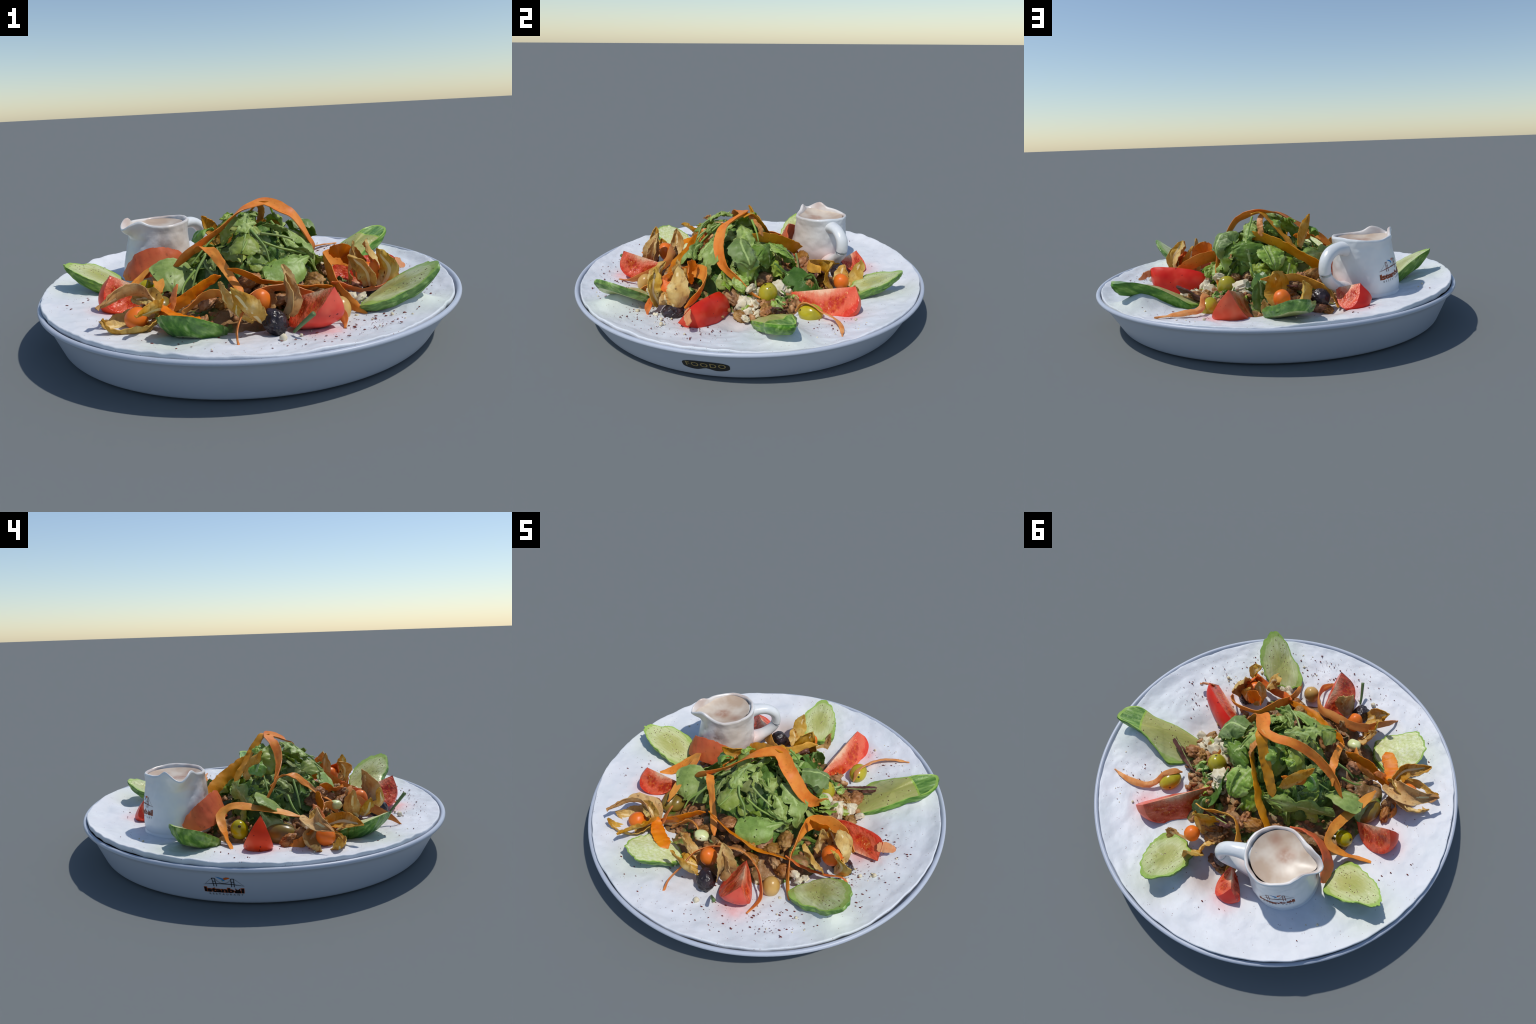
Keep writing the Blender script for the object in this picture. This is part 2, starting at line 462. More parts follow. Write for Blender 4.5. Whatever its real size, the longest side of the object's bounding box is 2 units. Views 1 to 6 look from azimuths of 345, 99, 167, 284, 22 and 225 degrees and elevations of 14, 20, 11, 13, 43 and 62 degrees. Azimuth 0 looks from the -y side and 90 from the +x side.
# ---------------------------------------------------------------- mesh builders
def grid_faces(nu, nv, wrap_v=False, off=0, flip=False):
    f = []
    for i in range(nu - 1):
        for j in range(nv if wrap_v else nv - 1):
            a, b = i * nv + j, i * nv + (j + 1) % nv
            c, d = b + nv, a + nv
            f.append((a + off, d + off, c + off, b + off) if flip else (a + off, b + off, c + off, d + off))
    return f

def solid_sheet(P, thick):
    """P: (nu, nv, 3) surface -> closed thin solid. Returns verts, faces and, per face, the (i, j) cell."""
    nu, nv = P.shape[:2]
    du, dv = np.gradient(P, axis=0), np.gradient(P, axis=1)
    N = unit(np.cross(du, dv))
    t = np.broadcast_to(np.asarray(thick, float), (nu, nv))[..., None]
    top, bot = (P + N * t / 2).reshape(-1, 3), (P - N * t / 2).reshape(-1, 3)
    verts = np.vstack([top, bot])
    k = nu * nv
    faces, cell = [], []
    for i in range(nu - 1):
        for j in range(nv - 1):
            a, b, c, d = i * nv + j, i * nv + j + 1, (i + 1) * nv + j + 1, (i + 1) * nv + j
            faces.append((a, d, c, b)); cell.append((i, j))
            faces.append((a + k, b + k, c + k, d + k)); cell.append((i, j))
    ring = [j for j in range(nv)] + [i * nv + nv - 1 for i in range(1, nu)] + [(nu - 1) * nv + j for j in range(nv - 2, -1, -1)] + [i * nv for i in range(nu - 2, 0, -1)]
    for a, b in zip(ring, ring[1:] + ring[:1]):
        faces.append((a, b, b + k, a + k)); cell.append((-1, -1))
    return verts, faces, cell

def sweep_frames(C, hints):
    """Side and normal vectors along curve C; hints are wished side directions."""
    T = unit(np.gradient(C, axis=0))
    S = hints - (hints * T).sum(1, keepdims=True) * T
    S = unit(S)
    return T, S, unit(np.cross(T, S))

def ribbon(name, ctrl, side, width, mat, parent=None, thick=0.007, curl=0.0, taper=(0.35, 0.35), seed=0, n=70, nv=7, ragged=0.10, wave=0.004):
    """A peeled carrot shaving: a strip swept along ctrl; side: one vector or one per control point."""
    ctrl = np.asarray(ctrl, float)
    side = np.asarray(side, float)
    side = np.broadcast_to(side, (len(ctrl), 3)) if side.ndim == 1 else side
    width = np.broadcast_to(np.asarray(width, float), (len(ctrl),))
    full = catmull(np.hstack([ctrl, side, width[:, None]]), n)
    C, H, W = full[:, :3], full[:, 3:6], full[:, 6]
    T, S, N = sweep_frames(C, H)
    t = np.linspace(0, 1, n)
    W = W * (taper[0] + (1 - taper[0]) * smooth(0, 0.10, t)) * (taper[1] + (1 - taper[1]) * smooth(0, 0.10, 1 - t))
    s = np.linspace(-1, 1, nv)
    wob = lambda k: ragged * fbm(np.stack([t * 26 + seed * 3.1, 0 * t + k, 0 * t], -1), 1.0, 3, seed)
    wl, wr = 1 + wob(0.3), 1 + wob(9.7)
    half = np.where(s[None, :] < 0, wl[:, None], wr[:, None]) * W[:, None] / 2
    ruff = wave * fbm(np.stack(np.broadcast_arrays(t[:, None] * 10 + seed, s[None, :] * 1.2, 0.0), -1), 1.0, 2, seed + 5) * (0.4 + np.abs(s)[None, :])
    P = C[:, None] + S[:, None] * (half * s[None, :])[..., None] + N[:, None] * (curl * (s[None, :] ** 2) * W[:, None] + ruff)[..., None]
    th = thick * (1 - 0.55 * np.abs(s[None, :]) ** 3) * np.ones((n, 1))
    v, f, _ = solid_sheet(P, th)
    ob = add(name, v, f, mat, parent, smooth_angle=60)
    return ob

def outline(kind, t, rng):
    """Half width of a leaf along t, as a share of its greatest half width."""
    if kind == "round":
        return np.where(t < 0.35, 0.10 + 0.25 * smooth(0.1, 0.35, t), 0.35 + 0.65 * np.sqrt(np.clip(1 - ((t - 0.68) / 0.33) ** 2, 0, 1)))* (t < 0.999) + 0.02
    if kind == "spinach":
        return 0.05 + 0.95 * np.where(t < 0.30, smooth(0.22, 0.42, t) * 0.5, np.sin(np.clip((t - 0.12) / 0.88, 0, 1) * np.pi) ** 0.8)
    if kind == "arugula":
        env = np.sin(np.clip(t, 0, 1) ** 0.75 * np.pi) ** 0.6
        saw = np.abs(((t * 3.1 + rng.uniform(0, 1)) % 1) - 0.5) * 2
        return 0.04 + env * (0.45 + 0.55 * saw ** 0.8) * (0.45 + 0.6 * t)
    if kind == "husk":
        return 0.02 + 0.98 * np.sin(np.clip(0.12 + 0.88 * t, 0, 1) ** 0.9 * np.pi) ** 0.75
    env = np.sin(np.clip(0.06 + 0.94 * t, 0, 1) ** 0.8 * np.pi) ** 0.55
    return 0.05 + 0.95 * env

def leaf(name, ctrl, side, half, kind, mat, parent=None, vein=None, cup=0.0, ruffle=0.01, thick=0.004, seed=0, nu=34, nv=15, skew=0.0, out=None):
    """A leaf blade: midrib through ctrl, greatest half width `half`, cupped and ruffled."""
    rng = np.random.default_rng(seed + 1000)
    ctrl = np.asarray(ctrl, float)
    side = np.asarray(side, float)
    side = np.broadcast_to(side, (len(ctrl), 3)) if side.ndim == 1 else side
    full = catmull(np.hstack([ctrl, side]), nu)
    C, H = full[:, :3], full[:, 3:6]
    T, S, N = sweep_frames(C, H)
    if out is not None and N[nu // 2] @ np.asarray(out) < 0:
        S, N = -S, -N
    t = np.linspace(0, 1, nu)
    s = np.linspace(-1, 1, nv)
    wl, wr = outline(kind, t, rng), outline(kind, t, rng)
    jag = 0.06 * fbm(np.stack([t * 17, 0 * t + seed, 0 * t], -1), 1, 3, seed)
    w = np.where(s[None, :] < 0, (wl + jag)[:, None], (wr - jag)[:, None]) * half
    r = fbm(np.stack(np.broadcast_arrays(t[:, None] * 5.5, s[None, :] * 2.2, seed * 1.7), -1), 1.0, 3, seed)
    r2 = fbm(np.stack(np.broadcast_arrays(t[:, None] * 14, s[None, :] * 5.5, seed * 2.3), -1), 1.0, 2, seed + 3)
    z = cup * half * s[None, :] ** 2 * np.minimum(1, w / half) + ruffle * r * (0.25 + np.abs(s)[None, :] ** 1.5) + 0.22 * ruffle * r2
    P = C[:, None] + S[:, None] * (w * s[None, :])[..., None] + N[:, None] * z[..., None]
    P = P + T[:, None] * (skew * half * np.abs(s)[None, :] * np.ones((nu, 1)))[..., None]
    v, f, cell = solid_sheet(P, thick)
    ids = None
    mats = [mat]
    if vein is not None:
        mats = [mat, vein]
        ids = []
        for i, j in cell:
            if i < 0:
                ids.append(0); continue
            y = abs((s[j] + s[j + 1]) / 2) * max(w[i, j], 1e-4)
            tt = (t[i] + t[i + 1]) / 2
            mid = j in ((nv - 1) // 2, (nv - 1) // 2 - 1) if nv % 2 else j == nv // 2 - 1
            mid = mid and y < 0.0036 and tt < 0.85
            ids.append(1 if mid else 0)
    return add(name, v, f, mats, parent, mat_ids=ids, smooth_angle=70)

def tube(ctrl, radii, n=24, k=8):
    full = catmull(np.hstack([np.asarray(ctrl, float), np.asarray(radii, float)[:, None]]), n)
    C, R = full[:, :3], full[:, 3]
    T = unit(np.gradient(C, axis=0))
    ref = V(0.3, 0.2, 0.93)
    A = unit(np.cross(T, ref))
    B = np.cross(T, A)
    a = np.linspace(0, 2 * np.pi, k, endpoint=False)
    P = C[:, None] + R[:, None, None] * (A[:, None] * np.cos(a)[None, :, None] + B[:, None] * np.sin(a)[None, :, None])
    v = np.vstack([P.reshape(-1, 3), C[:1], C[-1:]])
    f = grid_faces(n, k, True)
    f += [(n * k, (j + 1) % k, j) for j in range(k)] + [(n * k + 1, (n - 1) * k + j, (n - 1) * k + (j + 1) % k) for j in range(k)]
    return v, f

def ico(sub):
    import bmesh
    bm = bmesh.new()
    bmesh.ops.create_icosphere(bm, subdivisions=sub, radius=1)
    v = np.array([x.co[:] for x in bm.verts])
    f = [tuple(x.index for x in p.verts) for p in bm.faces]
    bm.free()
    return v, f

ICO = {k: ico(k) for k in (1, 2, 3, 4, 5)}

def basis(z, x=(1, 0, 0)):
    z = unit(np.asarray(z, float))
    x = np.asarray(x, float)
    x = x - z * (x @ z)
    if np.linalg.norm(x) < 1e-3:
        x = V(0, 1, 0) - z * z[1]
    x = unit(x)
    return np.stack([x, np.cross(z, x), z], 1)

def blob(centre, radii, sub=4, bump=0.08, scale=2.0, seed=0, axis=(0, 0, 1), ridged=False, octaves=3):
    v, f = ICO[sub]
    n = fbm(v + seed * 3.7, scale, octaves, seed)
    if ridged:
        n = 0.5 - np.abs(n) * 1.3
    w = v * (1 + bump * n)[:, None] * np.asarray(radii)
    return w @ basis(axis).T + np.asarray(centre), f

def merge(parts):
    vs, fs, o = [], [], 0
    for v, f in parts:
        vs.append(np.asarray(v)); fs += [tuple(i + o for i in q) for q in f]
        o += len(v)
    return np.vstack(vs), fs

def lathe(profile, n=128, angle_fn=None):
    a = np.linspace(0, 2 * np.pi, n, endpoint=False)
    p = np.asarray(profile, float)
    P = np.stack([p[:, 0, None] * np.cos(a), p[:, 0, None] * np.sin(a), p[:, 1, None] + 0 * a], -1)
    return P.reshape(-1, 3), grid_faces(len(p), n, True)

# ---------------------------------------------------------------- bowl and plate
def plate_height(x, y):
    x, y = np.asarray(x, float), np.asarray(y, float)
    r = np.hypot(x, y)
    z = np.interp(r, [0, 0.3, 0.5, 0.6, 0.7, 0.8, 0.9, 0.95, 1.0], [0.115, 0.118, 0.128, 0.142, 0.156, 0.170, 0.184, 0.195, 0.207])
    zf = z
    bump = lambda cx, cy, a, b, ang, h: h * np.exp(-(((x - cx) * np.cos(ang) + (y - cy) * np.sin(ang)) / a) ** 2 - ((-(x - cx) * np.sin(ang) + (y - cy) * np.cos(ang)) / b) ** 2)
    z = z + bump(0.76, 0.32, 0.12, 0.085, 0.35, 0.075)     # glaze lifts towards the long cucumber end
    z = z + bump(0.52, -0.60, 0.13, 0.07, -0.75, 0.070)
    for cx, cy, a, h in ((0.593, 0.03, 0.07, 0.035), (0.212, 0.47, 0.06, 0.035), (-0.135, 0.605, 0.06, 0.035), (0.0, 0.838, 0.065, 0.035)):
        z = z - bump(cx, cy, a, a, 0, h)                    # hollows between the pieces
    z = np.where(r > 0.88, zf + (z - zf) * smooth(1.0, 0.88, r), z)
    z = z + 0.020 * smooth(0.0, 0.95, -x) + 0.008 * smooth(0.3, 0.97, -y)   # the plate sits tilted in the bowl
    return z

def bowl_radius(z):
    return 0.897 + (0.977 - 0.897) * (z - 0.02) / 0.158

BASE_SHIFT = V(-0.020, -0.001)  # the foot stands a little off the rim's axis

def build_plate():
    root = thing("serving_bowl", "round white shallow bowl lined with a hammered white plate", "serving bowl", (0, 0, 0))
    prof = [(0.0, 0.012), (0.55, 0.010), (0.83, 0.004), (0.849, 0.0)]
    s = np.linspace(0, 1, 9)[1:]
    prof += [((1 - q) ** 2 * 0.849 + 2 * q * (1 - q) * 0.886 + q * q * 0.897, q * q * 0.02) for q in s]
    prof += [(bowl_radius(z), z) for z in np.linspace(0.04, 0.176, 8)]
    a = np.linspace(-0.62 * np.pi, 1.0 * np.pi, 18)
    prof += [(0.9888 + 0.0112 * math.cos(q), 0.1925 + 0.0112 * math.sin(q)) for q in a]
    prof += [(0.9735, 0.185), (0.955, 0.16), (0.915, 0.10), (0.86, 0.06), (0.6, 0.04), (0.0, 0.04)]
    v, f = lathe(prof, 192)
    v[:, :2] += BASE_SHIFT * np.clip(1 - v[:, 2:3] / 0.18, 0, 1)
    add("bowl_shell", v, f, M["bowl"], root, origin=(0, 0, 0))
    # plate: polar grid, hammered surface, wavy torn-looking rim, offset to the back left
    na, nr = 420, 120
    ang = np.linspace(0, 2 * np.pi, na, endpoint=False)
    circ = np.stack([np.cos(ang), np.sin(ang), 0 * ang], -1)
    R = 0.972 + 0.005 * fbm(circ, 2.2, 4, 3) + 0.003 * fbm(circ, 12, 2, 4)
    rad = np.concatenate([np.linspace(0.004, 0.95, nr - 12), np.linspace(0.955, 1.0, 12)])
    X = -0.003 + rad[:, None] * R * np.cos(ang)
    Y = 0.002 + rad[:, None] * R * np.sin(ang)
    Z = plate_height(X, Y)
    P3 = np.stack([X, Y, 0 * X], -1)
    Z = Z + 0.0040 * fbm(P3, 12, 3, 11) + 0.0018 * fbm(P3, 30, 2, 12)
    edge = smooth(0.93, 1.0, rad)[:, None]
    Z = Z + edge * (0.004 + 0.006 * fbm(circ, 3, 3, 8)[None, :] + 0.010 * np.maximum(0, circ[:, 1] * 0.8 - circ[:, 0] * 0.3)[None, :] - 0.006 * np.maximum(0, -circ[:, 1])[None, :])
    top = np.stack([X, Y, Z], -1)
    roll = []
    for k, (dr, dz) in enumerate([(0.003, -0.005), (0.003, -0.013), (0.001, -0.026), (-0.012, -0.036), (-0.06, -0.040)]):
        d = top[-1] + np.stack([dr * np.cos(ang), dr * np.sin(ang), dz + 0 * ang], -1)
        roll.append(d)
    allp = np.concatenate([top, np.stack(roll)], 0)
    n = len(allp)
    v = allp.reshape(-1, 3)
    f = grid_faces(n, na, True, flip=True)
    f.append(tuple(range(na)))
    add("hammered_plate", v, f, M["plate"], root, origin=(0, 0, 0))
    # flakes and crumbs on the plate
    rng = np.random.default_rng(21)
    clusters = [(0.62, -0.40, 0.13, 190), (0.30, -0.76, 0.13, 170), (0.72, -0.12, 0.08, 60), (-0.05, -0.82, 0.09, 45), (-0.62, -0.28, 0.06, 25), (-0.50, -0.60, 0.10, 30), (0.60, 0.45, 0.10, 30), (0.55, 0.62, 0.10, 14), (-0.80, -0.05, 0.08, 14), (-0.45, 0.66, 0.15, 14), (0.1, 0.0, 0.6, 20)]
    fl, cr = [], []
    for cx, cy, sd, n in clusters:
        for _ in range(n):
            x, y = rng.normal(cx, sd), rng.normal(cy, sd)
            if not 0.40 < math.hypot(x, y) < 0.91:
                continue
            z = float(plate_height(x, y))
            s = 0.0014 + 0.0040 * rng.random() ** 3.0
            a = rng.uniform(0, 7)
            fl.append(blob((x, y, z + 0.003), (s * 1.5, s * 0.8, s * 0.45), 1, 0.3, 2, int(rng.integers(99)), axis=(0.2 * math.cos(a), 0.2 * math.sin(a), 1)))
    v, f = merge(fl)
    add("sumac_flakes", v, f, M["sumac"], root, kind="stuff")
    for x, y in [(0.703, -0.32), (0.636, -0.342), (-0.079, -0.764), (0.60, -0.30), (0.47, -0.75), (0.42, -0.78), (0.55, -0.37), (-0.36, -0.80), (0.3, -0.8), (0.68, -0.36)] + [tuple(rng.normal((0.5, -0.5), 0.22)) for _ in range(26)] + [tuple(rng.uniform(-0.85, 0.85, 2)) for _ in range(40)]:
        if 0.55 < math.hypot(x, y) < 0.9:
            s = 0.0035 + 0.008 * rng.random() ** 3
            cr.append(blob((x, y, float(plate_height(x, y)) + s * 0.5), (s, s * 0.9, s * 0.8), 2, 0.3, 2, int(rng.integers(99))))
    for x, y, s in [(0.703, -0.32, 0.011), (0.636, -0.342, 0.010), (-0.079, -0.764, 0.015)]:
        cr.append(blob((x, y, float(plate_height(x, y)) + s * 0.6), (s, s * 0.9, s), 2, 0.3, 2, 5))
    v, f = merge(cr)
    add("cheese_crumbs", v, f, M["feta"], root, kind="stuff")
    bowl_prints(root)
    return root

# ---------------------------------------------------------------- printed marks
def text_mesh(body, size, extra=0.0, spacing=1.0, shear=0.0):
    cu = bpy.data.curves.new("lettering", "FONT")
    cu.body, cu.size, cu.offset, cu.space_character, cu.shear = body, size, extra, spacing, shear
    cu.align_x = "CENTER"
    cu.resolution_u = 4
    ob = bpy.data.objects.new("lettering", cu)
    COLL.objects.link(ob)
    dg = bpy.context.evaluated_depsgraph_get()
    me = bpy.data.meshes.new_from_object(ob.evaluated_get(dg))
    v = np.array([x.co[:] for x in me.vertices])
    f = [tuple(p.vertices) for p in me.polygons]
    bpy.data.objects.remove(ob)
    bpy.data.curves.remove(cu)
    bpy.data.meshes.remove(me)
    return v, f

def strip2d(points, width):
    """Flat stroke through 2D points; width may taper."""
    p = catmull(np.hstack([np.asarray(points, float), np.zeros((len(points), 1))]), 8 * (len(points) - 1) + 1)
    t = unit(np.gradient(p, axis=0))
    n = np.stack([-t[:, 1], t[:, 0], 0 * t[:, 0]], -1)
    w = np.interp(np.linspace(0, 1, len(p)), np.linspace(0, 1, len(np.atleast_1d(width))), np.atleast_1d(width))[:, None] / 2
    v = np.stack([p + n * w, p - n * w], 1).reshape(-1, 3)
    return v, grid_faces(len(p), 2)

def disc2d(pts):
    v = np.asarray([(x, y, 0) for x, y in pts], float)
    c = v.mean(0)
    n = len(v)
    return np.vstack([v, c]), [(i, (i + 1) % n, n) for i in range(n)]

def shift(m, dx, dy, s=1.0):
    v, f = m
    return v * s + V(dx, dy, 0), f

def fitted(m, x0, x1, y0, y1):
    """Scale flat lettering into a box."""
    v, f = m
    lo, hi = v.min(0), v.max(0)
    k = np.array([(x1 - x0) / (hi[0] - lo[0]), (y1 - y0) / (hi[1] - lo[1]), 1])
    return (v - lo * V(1, 1, 0)) * k + V(x0, y0, 0), f

def emblem(size):
    """Bridge, bird and lettering, centred at 0, about 1 wide, times size. Returns {material: mesh}."""
    black, orange, blue, green, grey = [], [], [], [], []
    tower = lambda x, lean: [strip2d([(x - 0.03, 0.0), (x - 0.03 - lean, 0.27)], 0.017), strip2d([(x + 0.035, 0.0), (x + 0.035 - lean, 0.27)], 0.017),
                             strip2d([(x - 0.035 - lean, 0.265), (x + 0.04 - lean, 0.265)], 0.016), strip2d([(x - 0.03 - lean * 0.6, 0.16), (x + 0.035 - lean * 0.6, 0.16)], 0.013)]
    black += tower(-0.21, 0.02) + tower(0.22, -0.0)
    black += [strip2d([(-0.5, 0.045), (-0.25, 0.085), (0.0, 0.095), (0.25, 0.08), (0.5, 0.035)], [0.004, 0.018, 0.022, 0.018, 0.004])]
    grey += [strip2d([(-0.19, 0.26), (-0.1, 0.15), (0.0, 0.11), (0.1, 0.15), (0.2, 0.26)], 0.006), strip2d([(-0.19, 0.21), (-0.08, 0.125), (0.0, 0.105), (0.09, 0.125), (0.2, 0.21)], 0.005),
             strip2d([(-0.26, 0.26), (-0.36, 0.16), (-0.45, 0.06)], 0.006), strip2d([(0.26, 0.26), (0.37, 0.15), (0.47, 0.05)], 0.006)]
    blue += [strip2d([(-0.17, 0.315), (-0.08, 0.275), (0.0, 0.235), (0.03, 0.19)], [0.004, 0.03, 0.045, 0.03])]
    a = np.linspace(0, 2 * np.pi, 20, endpoint=False)
    orange += [disc2d([(0.065 + 0.062 * math.cos(q) + 0.02 * max(0, math.cos(q)) ** 4 * 2, 0.262 + 0.036 * math.sin(q) + 0.02 * math.cos(q)) for q in a])]
    green += [disc2d([(-0.015 + 0.014 * math.cos(q), 0.195 + 0.016 * math.sin(q)) for q in a])]
    for body, x0, x1 in (("Istanb", -0.50, 0.235), ("l", 0.415, 0.475)):
        for group, fat, grow in ((black, 0.010, 0.0), (orange, 0.022, 0.010)):
            group.append(fitted(text_mesh(body, 0.25, fat, 1.0), x0 - grow, x1 + grow, -0.195 - grow, -0.045 + grow))
    vase = [(0.265, -0.045), (0.30, -0.085), (0.325, -0.10), (0.35, -0.085), (0.39, -0.045), (0.375, -0.105), (0.405, -0.15), (0.395, -0.195), (0.325, -0.20), (0.255, -0.195), (0.245, -0.15), (0.28, -0.105)]
    black.append(disc2d(vase))
    orange.append(disc2d([(0.325 + (x - 0.325) * 1.16, -0.125 + (y + 0.125) * 1.14) for x, y in vase]))
    grey.append(fitted(text_mesh("RESTAURANT", 0.072, 0.0015, 2.1), -0.40, 0.45, -0.285, -0.228))
    out = {}
    for k, parts in (("ink_orange", orange), ("ink_grey", grey), ("ink_black", black), ("ink_blue", blue), ("ink_green", green)):
        v, f = merge(parts)
        out[k] = (v * size, f)
    return out

def bowl_prints(root):
    # the bridge emblem on the side turned to -x, the bean-shaped badge on +x
    def wrap(v, theta, z0, lift):
        z = z0 + v[:, 1] * 0.93
        R = bowl_radius(z) + lift
        a = theta + v[:, 0] / 0.935
        k = np.clip(1 - z / 0.18, 0, 1)
        return np.stack([R * np.cos(a) + BASE_SHIFT[0] * k, R * np.sin(a) + BASE_SHIFT[1] * k, z - lift * 0.4], -1)
    for i, (k, (v, f)) in enumerate(emblem(0.180).items()):
        lift = {"ink_orange": 0.0012, "ink_grey": 0.0016, "ink_black": 0.0022, "ink_blue": 0.0018, "ink_green": 0.0024}[k]
        v = np.asarray(v)
        add("bridge_emblem_print", wrap(v, THETA_LOGO, 0.100, lift), f, M[k], root, kind="stuff")
    a = np.linspace(0, 2 * np.pi, 64, endpoint=False)
    bx = 0.113 * np.sign(np.cos(a)) * np.abs(np.cos(a)) ** 0.8
    by = 0.033 * np.sign(np.sin(a)) * np.abs(np.sin(a)) ** 0.75
    by = by + np.where(np.sin(a) < 0, 0.020 * np.exp(-((bx - 0.0) / 0.032) ** 2), 0.0) + np.where(np.sin(a) < 0, -0.006, 0.004)
    rings = np.concatenate([np.stack([bx * s, by * s, 0 * a], -1) for s in (0.02, 0.5, 1.0)])
    add("badge_print", wrap(rings, THETA_BADGE, 0.093, 0.0012), grid_faces(3, 64, True), M["badge_black"], root)
    v, f = text_mesh("FOODO", 0.047, 0.0006, 1.22)
    v = v + V(0, -0.008, 0)
    add("badge_lettering", wrap(v, THETA_BADGE, 0.093, 0.0022), f, M["ink_gold"], root, kind="stuff")

THETA_LOGO, THETA_BADGE = math.radians(-177.9), math.radians(-2.4)

# ---------------------------------------------------------------- jug
JUG_C, JUG_T = V(-0.417, 0.362), V(-0.381, 0.379)

def build_jug():
    root = thing("cream_jug", "small lumpy white ceramic cream jug with a spout and loop handle", "jug", (-0.4, 0.37, 0.16))
    n = 96
    a = np.linspace(0, 2 * np.pi, n, endpoint=False)
    spout = math.atan2(-0.097, -0.187)
    da = (a - spout + np.pi) % (2 * np.pi) - np.pi
    prof = [(0.150, 0.0, 0), (0.168, 0.003, 0), (0.172, 0.012, 0), (0.165, 0.024, 0), (0.168, 0.034, 0), (0.170, 0.06, 0), (0.168, 0.10, 0), (0.164, 0.15, 0), (0.158, 0.20, 0), (0.153, 0.235, 0.1), (0.150, 0.262, 0.45), (0.151, 0.285, 0.85), (0.152, 0.300, 1.0), (0.148, 0.308, 1.02), (0.141, 0.309, 1.02), (0.134, 0.303, 1.0), (0.131, 0.285, 0.8), (0.131, 0.26, 0.4), (0.132, 0.225, 0.1), (0.133, 0.19, 0)]
    P = []
    for r, h, sp in prof:
        c = JUG_C + (JUG_T - JUG_C) * min(1, h / 0.3)
        rr = r + 0.003 + sp * (0.060 * np.exp(-(da / 0.30) ** 2) + 0.012 * np.exp(-(da / 0.7) ** 2))
        zz = 0.160 + h + sp * h / 0.3 * ((0.032 + 0.010 * np.sin(3 * a)) * np.exp(-((np.abs(da) - 0.36) / 0.22) ** 2) - 0.014 * np.exp(-(da / 0.15) ** 2) + 0.004 * np.sin(2 * a + 1))
        P.append(np.stack([c[0] + rr * np.cos(a), c[1] + rr * np.sin(a), zz], -1))
    P = np.stack(P)
    k = 13
    dense = []
    t = np.linspace(0, len(P) - 1, 75)
    i = np.minimum(t.astype(int), len(P) - 2)
    P = P[i] + (P[i + 1] - P[i]) * (t - i)[:, None, None]
    nrm = np.stack([np.cos(a), np.sin(a), 0 * a], -1)[None]
    hh = P[..., 2:3]
    P = P + nrm * (0.0065 * fbm(P, 10, 3, 5) + 0.0025 * fbm(P, 24, 2, 6))[..., None] * smooth(0.17, 0.25, hh) + V(0, 0, 1) * (0.003 * fbm(P, 14, 2, 7))[..., None] * smooth(0.40, 0.47, hh)
    outer_end = int(75 * 14 / 20)
    v = P.reshape(-1, 3)
    f = grid_faces(75, n, True)
    base = tuple(range(n))[::-1]
    split = outer_end * n
    add("jug_body", v, [q for q in f if min(q) < split] + [base], M["jug"], root, origin=(-0.4, 0.37, 0.32))
    add("jug_inside", v, [q for q in f if min(q) >= split], M["jug_in"], root, origin=(-0.4, 0.37, 0.32))
    # sauce: clings to the wall in a shallow hollow
    c = (JUG_C + JUG_T) / 2 + V(0.006, 0.004)
    ring = [np.stack([c[0] + (0.138 * q + 0.045 * q**2 * np.exp(-(da / 0.26) ** 2)) * np.cos(a), c[1] + (0.138 * q + 0.045 * q**2 * np.exp(-(da / 0.26) ** 2)) * np.sin(a), 0.436 + 0.020 * q**3 + 0 * a], -1) for q in (0.01, 0.2, 0.4, 0.6, 0.75, 0.85, 0.93, 1.0)]
    add("dressing", np.concatenate(ring), grid_faces(8, n, True, flip=True) + [tuple(range(n))], M["sauce"], root, origin=(*c, 0.4))
    # handle: a flat-ish loop
    d = unit(V(0.264, 0.152, 0))
    ctr = V(-0.40, 0.37, 0)
    pts = [ctr + d * 0.135 + UP * 0.408, ctr + d * 0.185 + UP * 0.424, ctr + d * 0.250 + UP * 0.420, ctr + d * 0.305 + UP * 0.377, ctr + d * 0.308 + UP * 0.312, ctr + d * 0.270 + UP * 0.262, ctr + d * 0.215 + UP * 0.228, ctr + d * 0.155 + UP * 0.205]
    rad = [0.042, 0.033, 0.029, 0.028, 0.028, 0.029, 0.033, 0.046]
    v, f = tube(pts, rad, 44, 16)
    # widen across
    sd = np.cross(d, UP)
    v = v + ((v - ctr) @ sd)[:, None] * sd * 0.25
    v = v + 0.003 * fbm(v, 14, 2, 3)[:, None] * unit(v - v.mean(0))
    add("jug_handle", v, f, M["jug"], root, origin=(-0.4, 0.37, 0.32))
    # print
    def wrap(v, lift):
        z = 0.302 + v[:, 1] * 1.0 + v[:, 0] * 0.10
        h = (z - 0.16) / 0.3
        cx = JUG_C[None] + (JUG_T - JUG_C)[None] * np.clip(h, 0, 1)[:, None]
        ang = PRINT_ANG + v[:, 0] / 0.170
        R = np.interp(z - 0.16, [0.034, 0.06, 0.10, 0.15, 0.20, 0.235], [0.168, 0.170, 0.168, 0.164, 0.158, 0.153]) + lift
        base = np.stack([cx[:, 0] + (R - lift) * np.cos(ang), cx[:, 1] + (R - lift) * np.sin(ang), z], -1)
        R = R + (0.0065 * fbm(base, 10, 3, 5) + 0.0025 * fbm(base, 24, 2, 6)) * smooth(0.17, 0.25, z)
        return np.stack([cx[:, 0] + R * np.cos(ang), cx[:, 1] + R * np.sin(ang), z], -1)
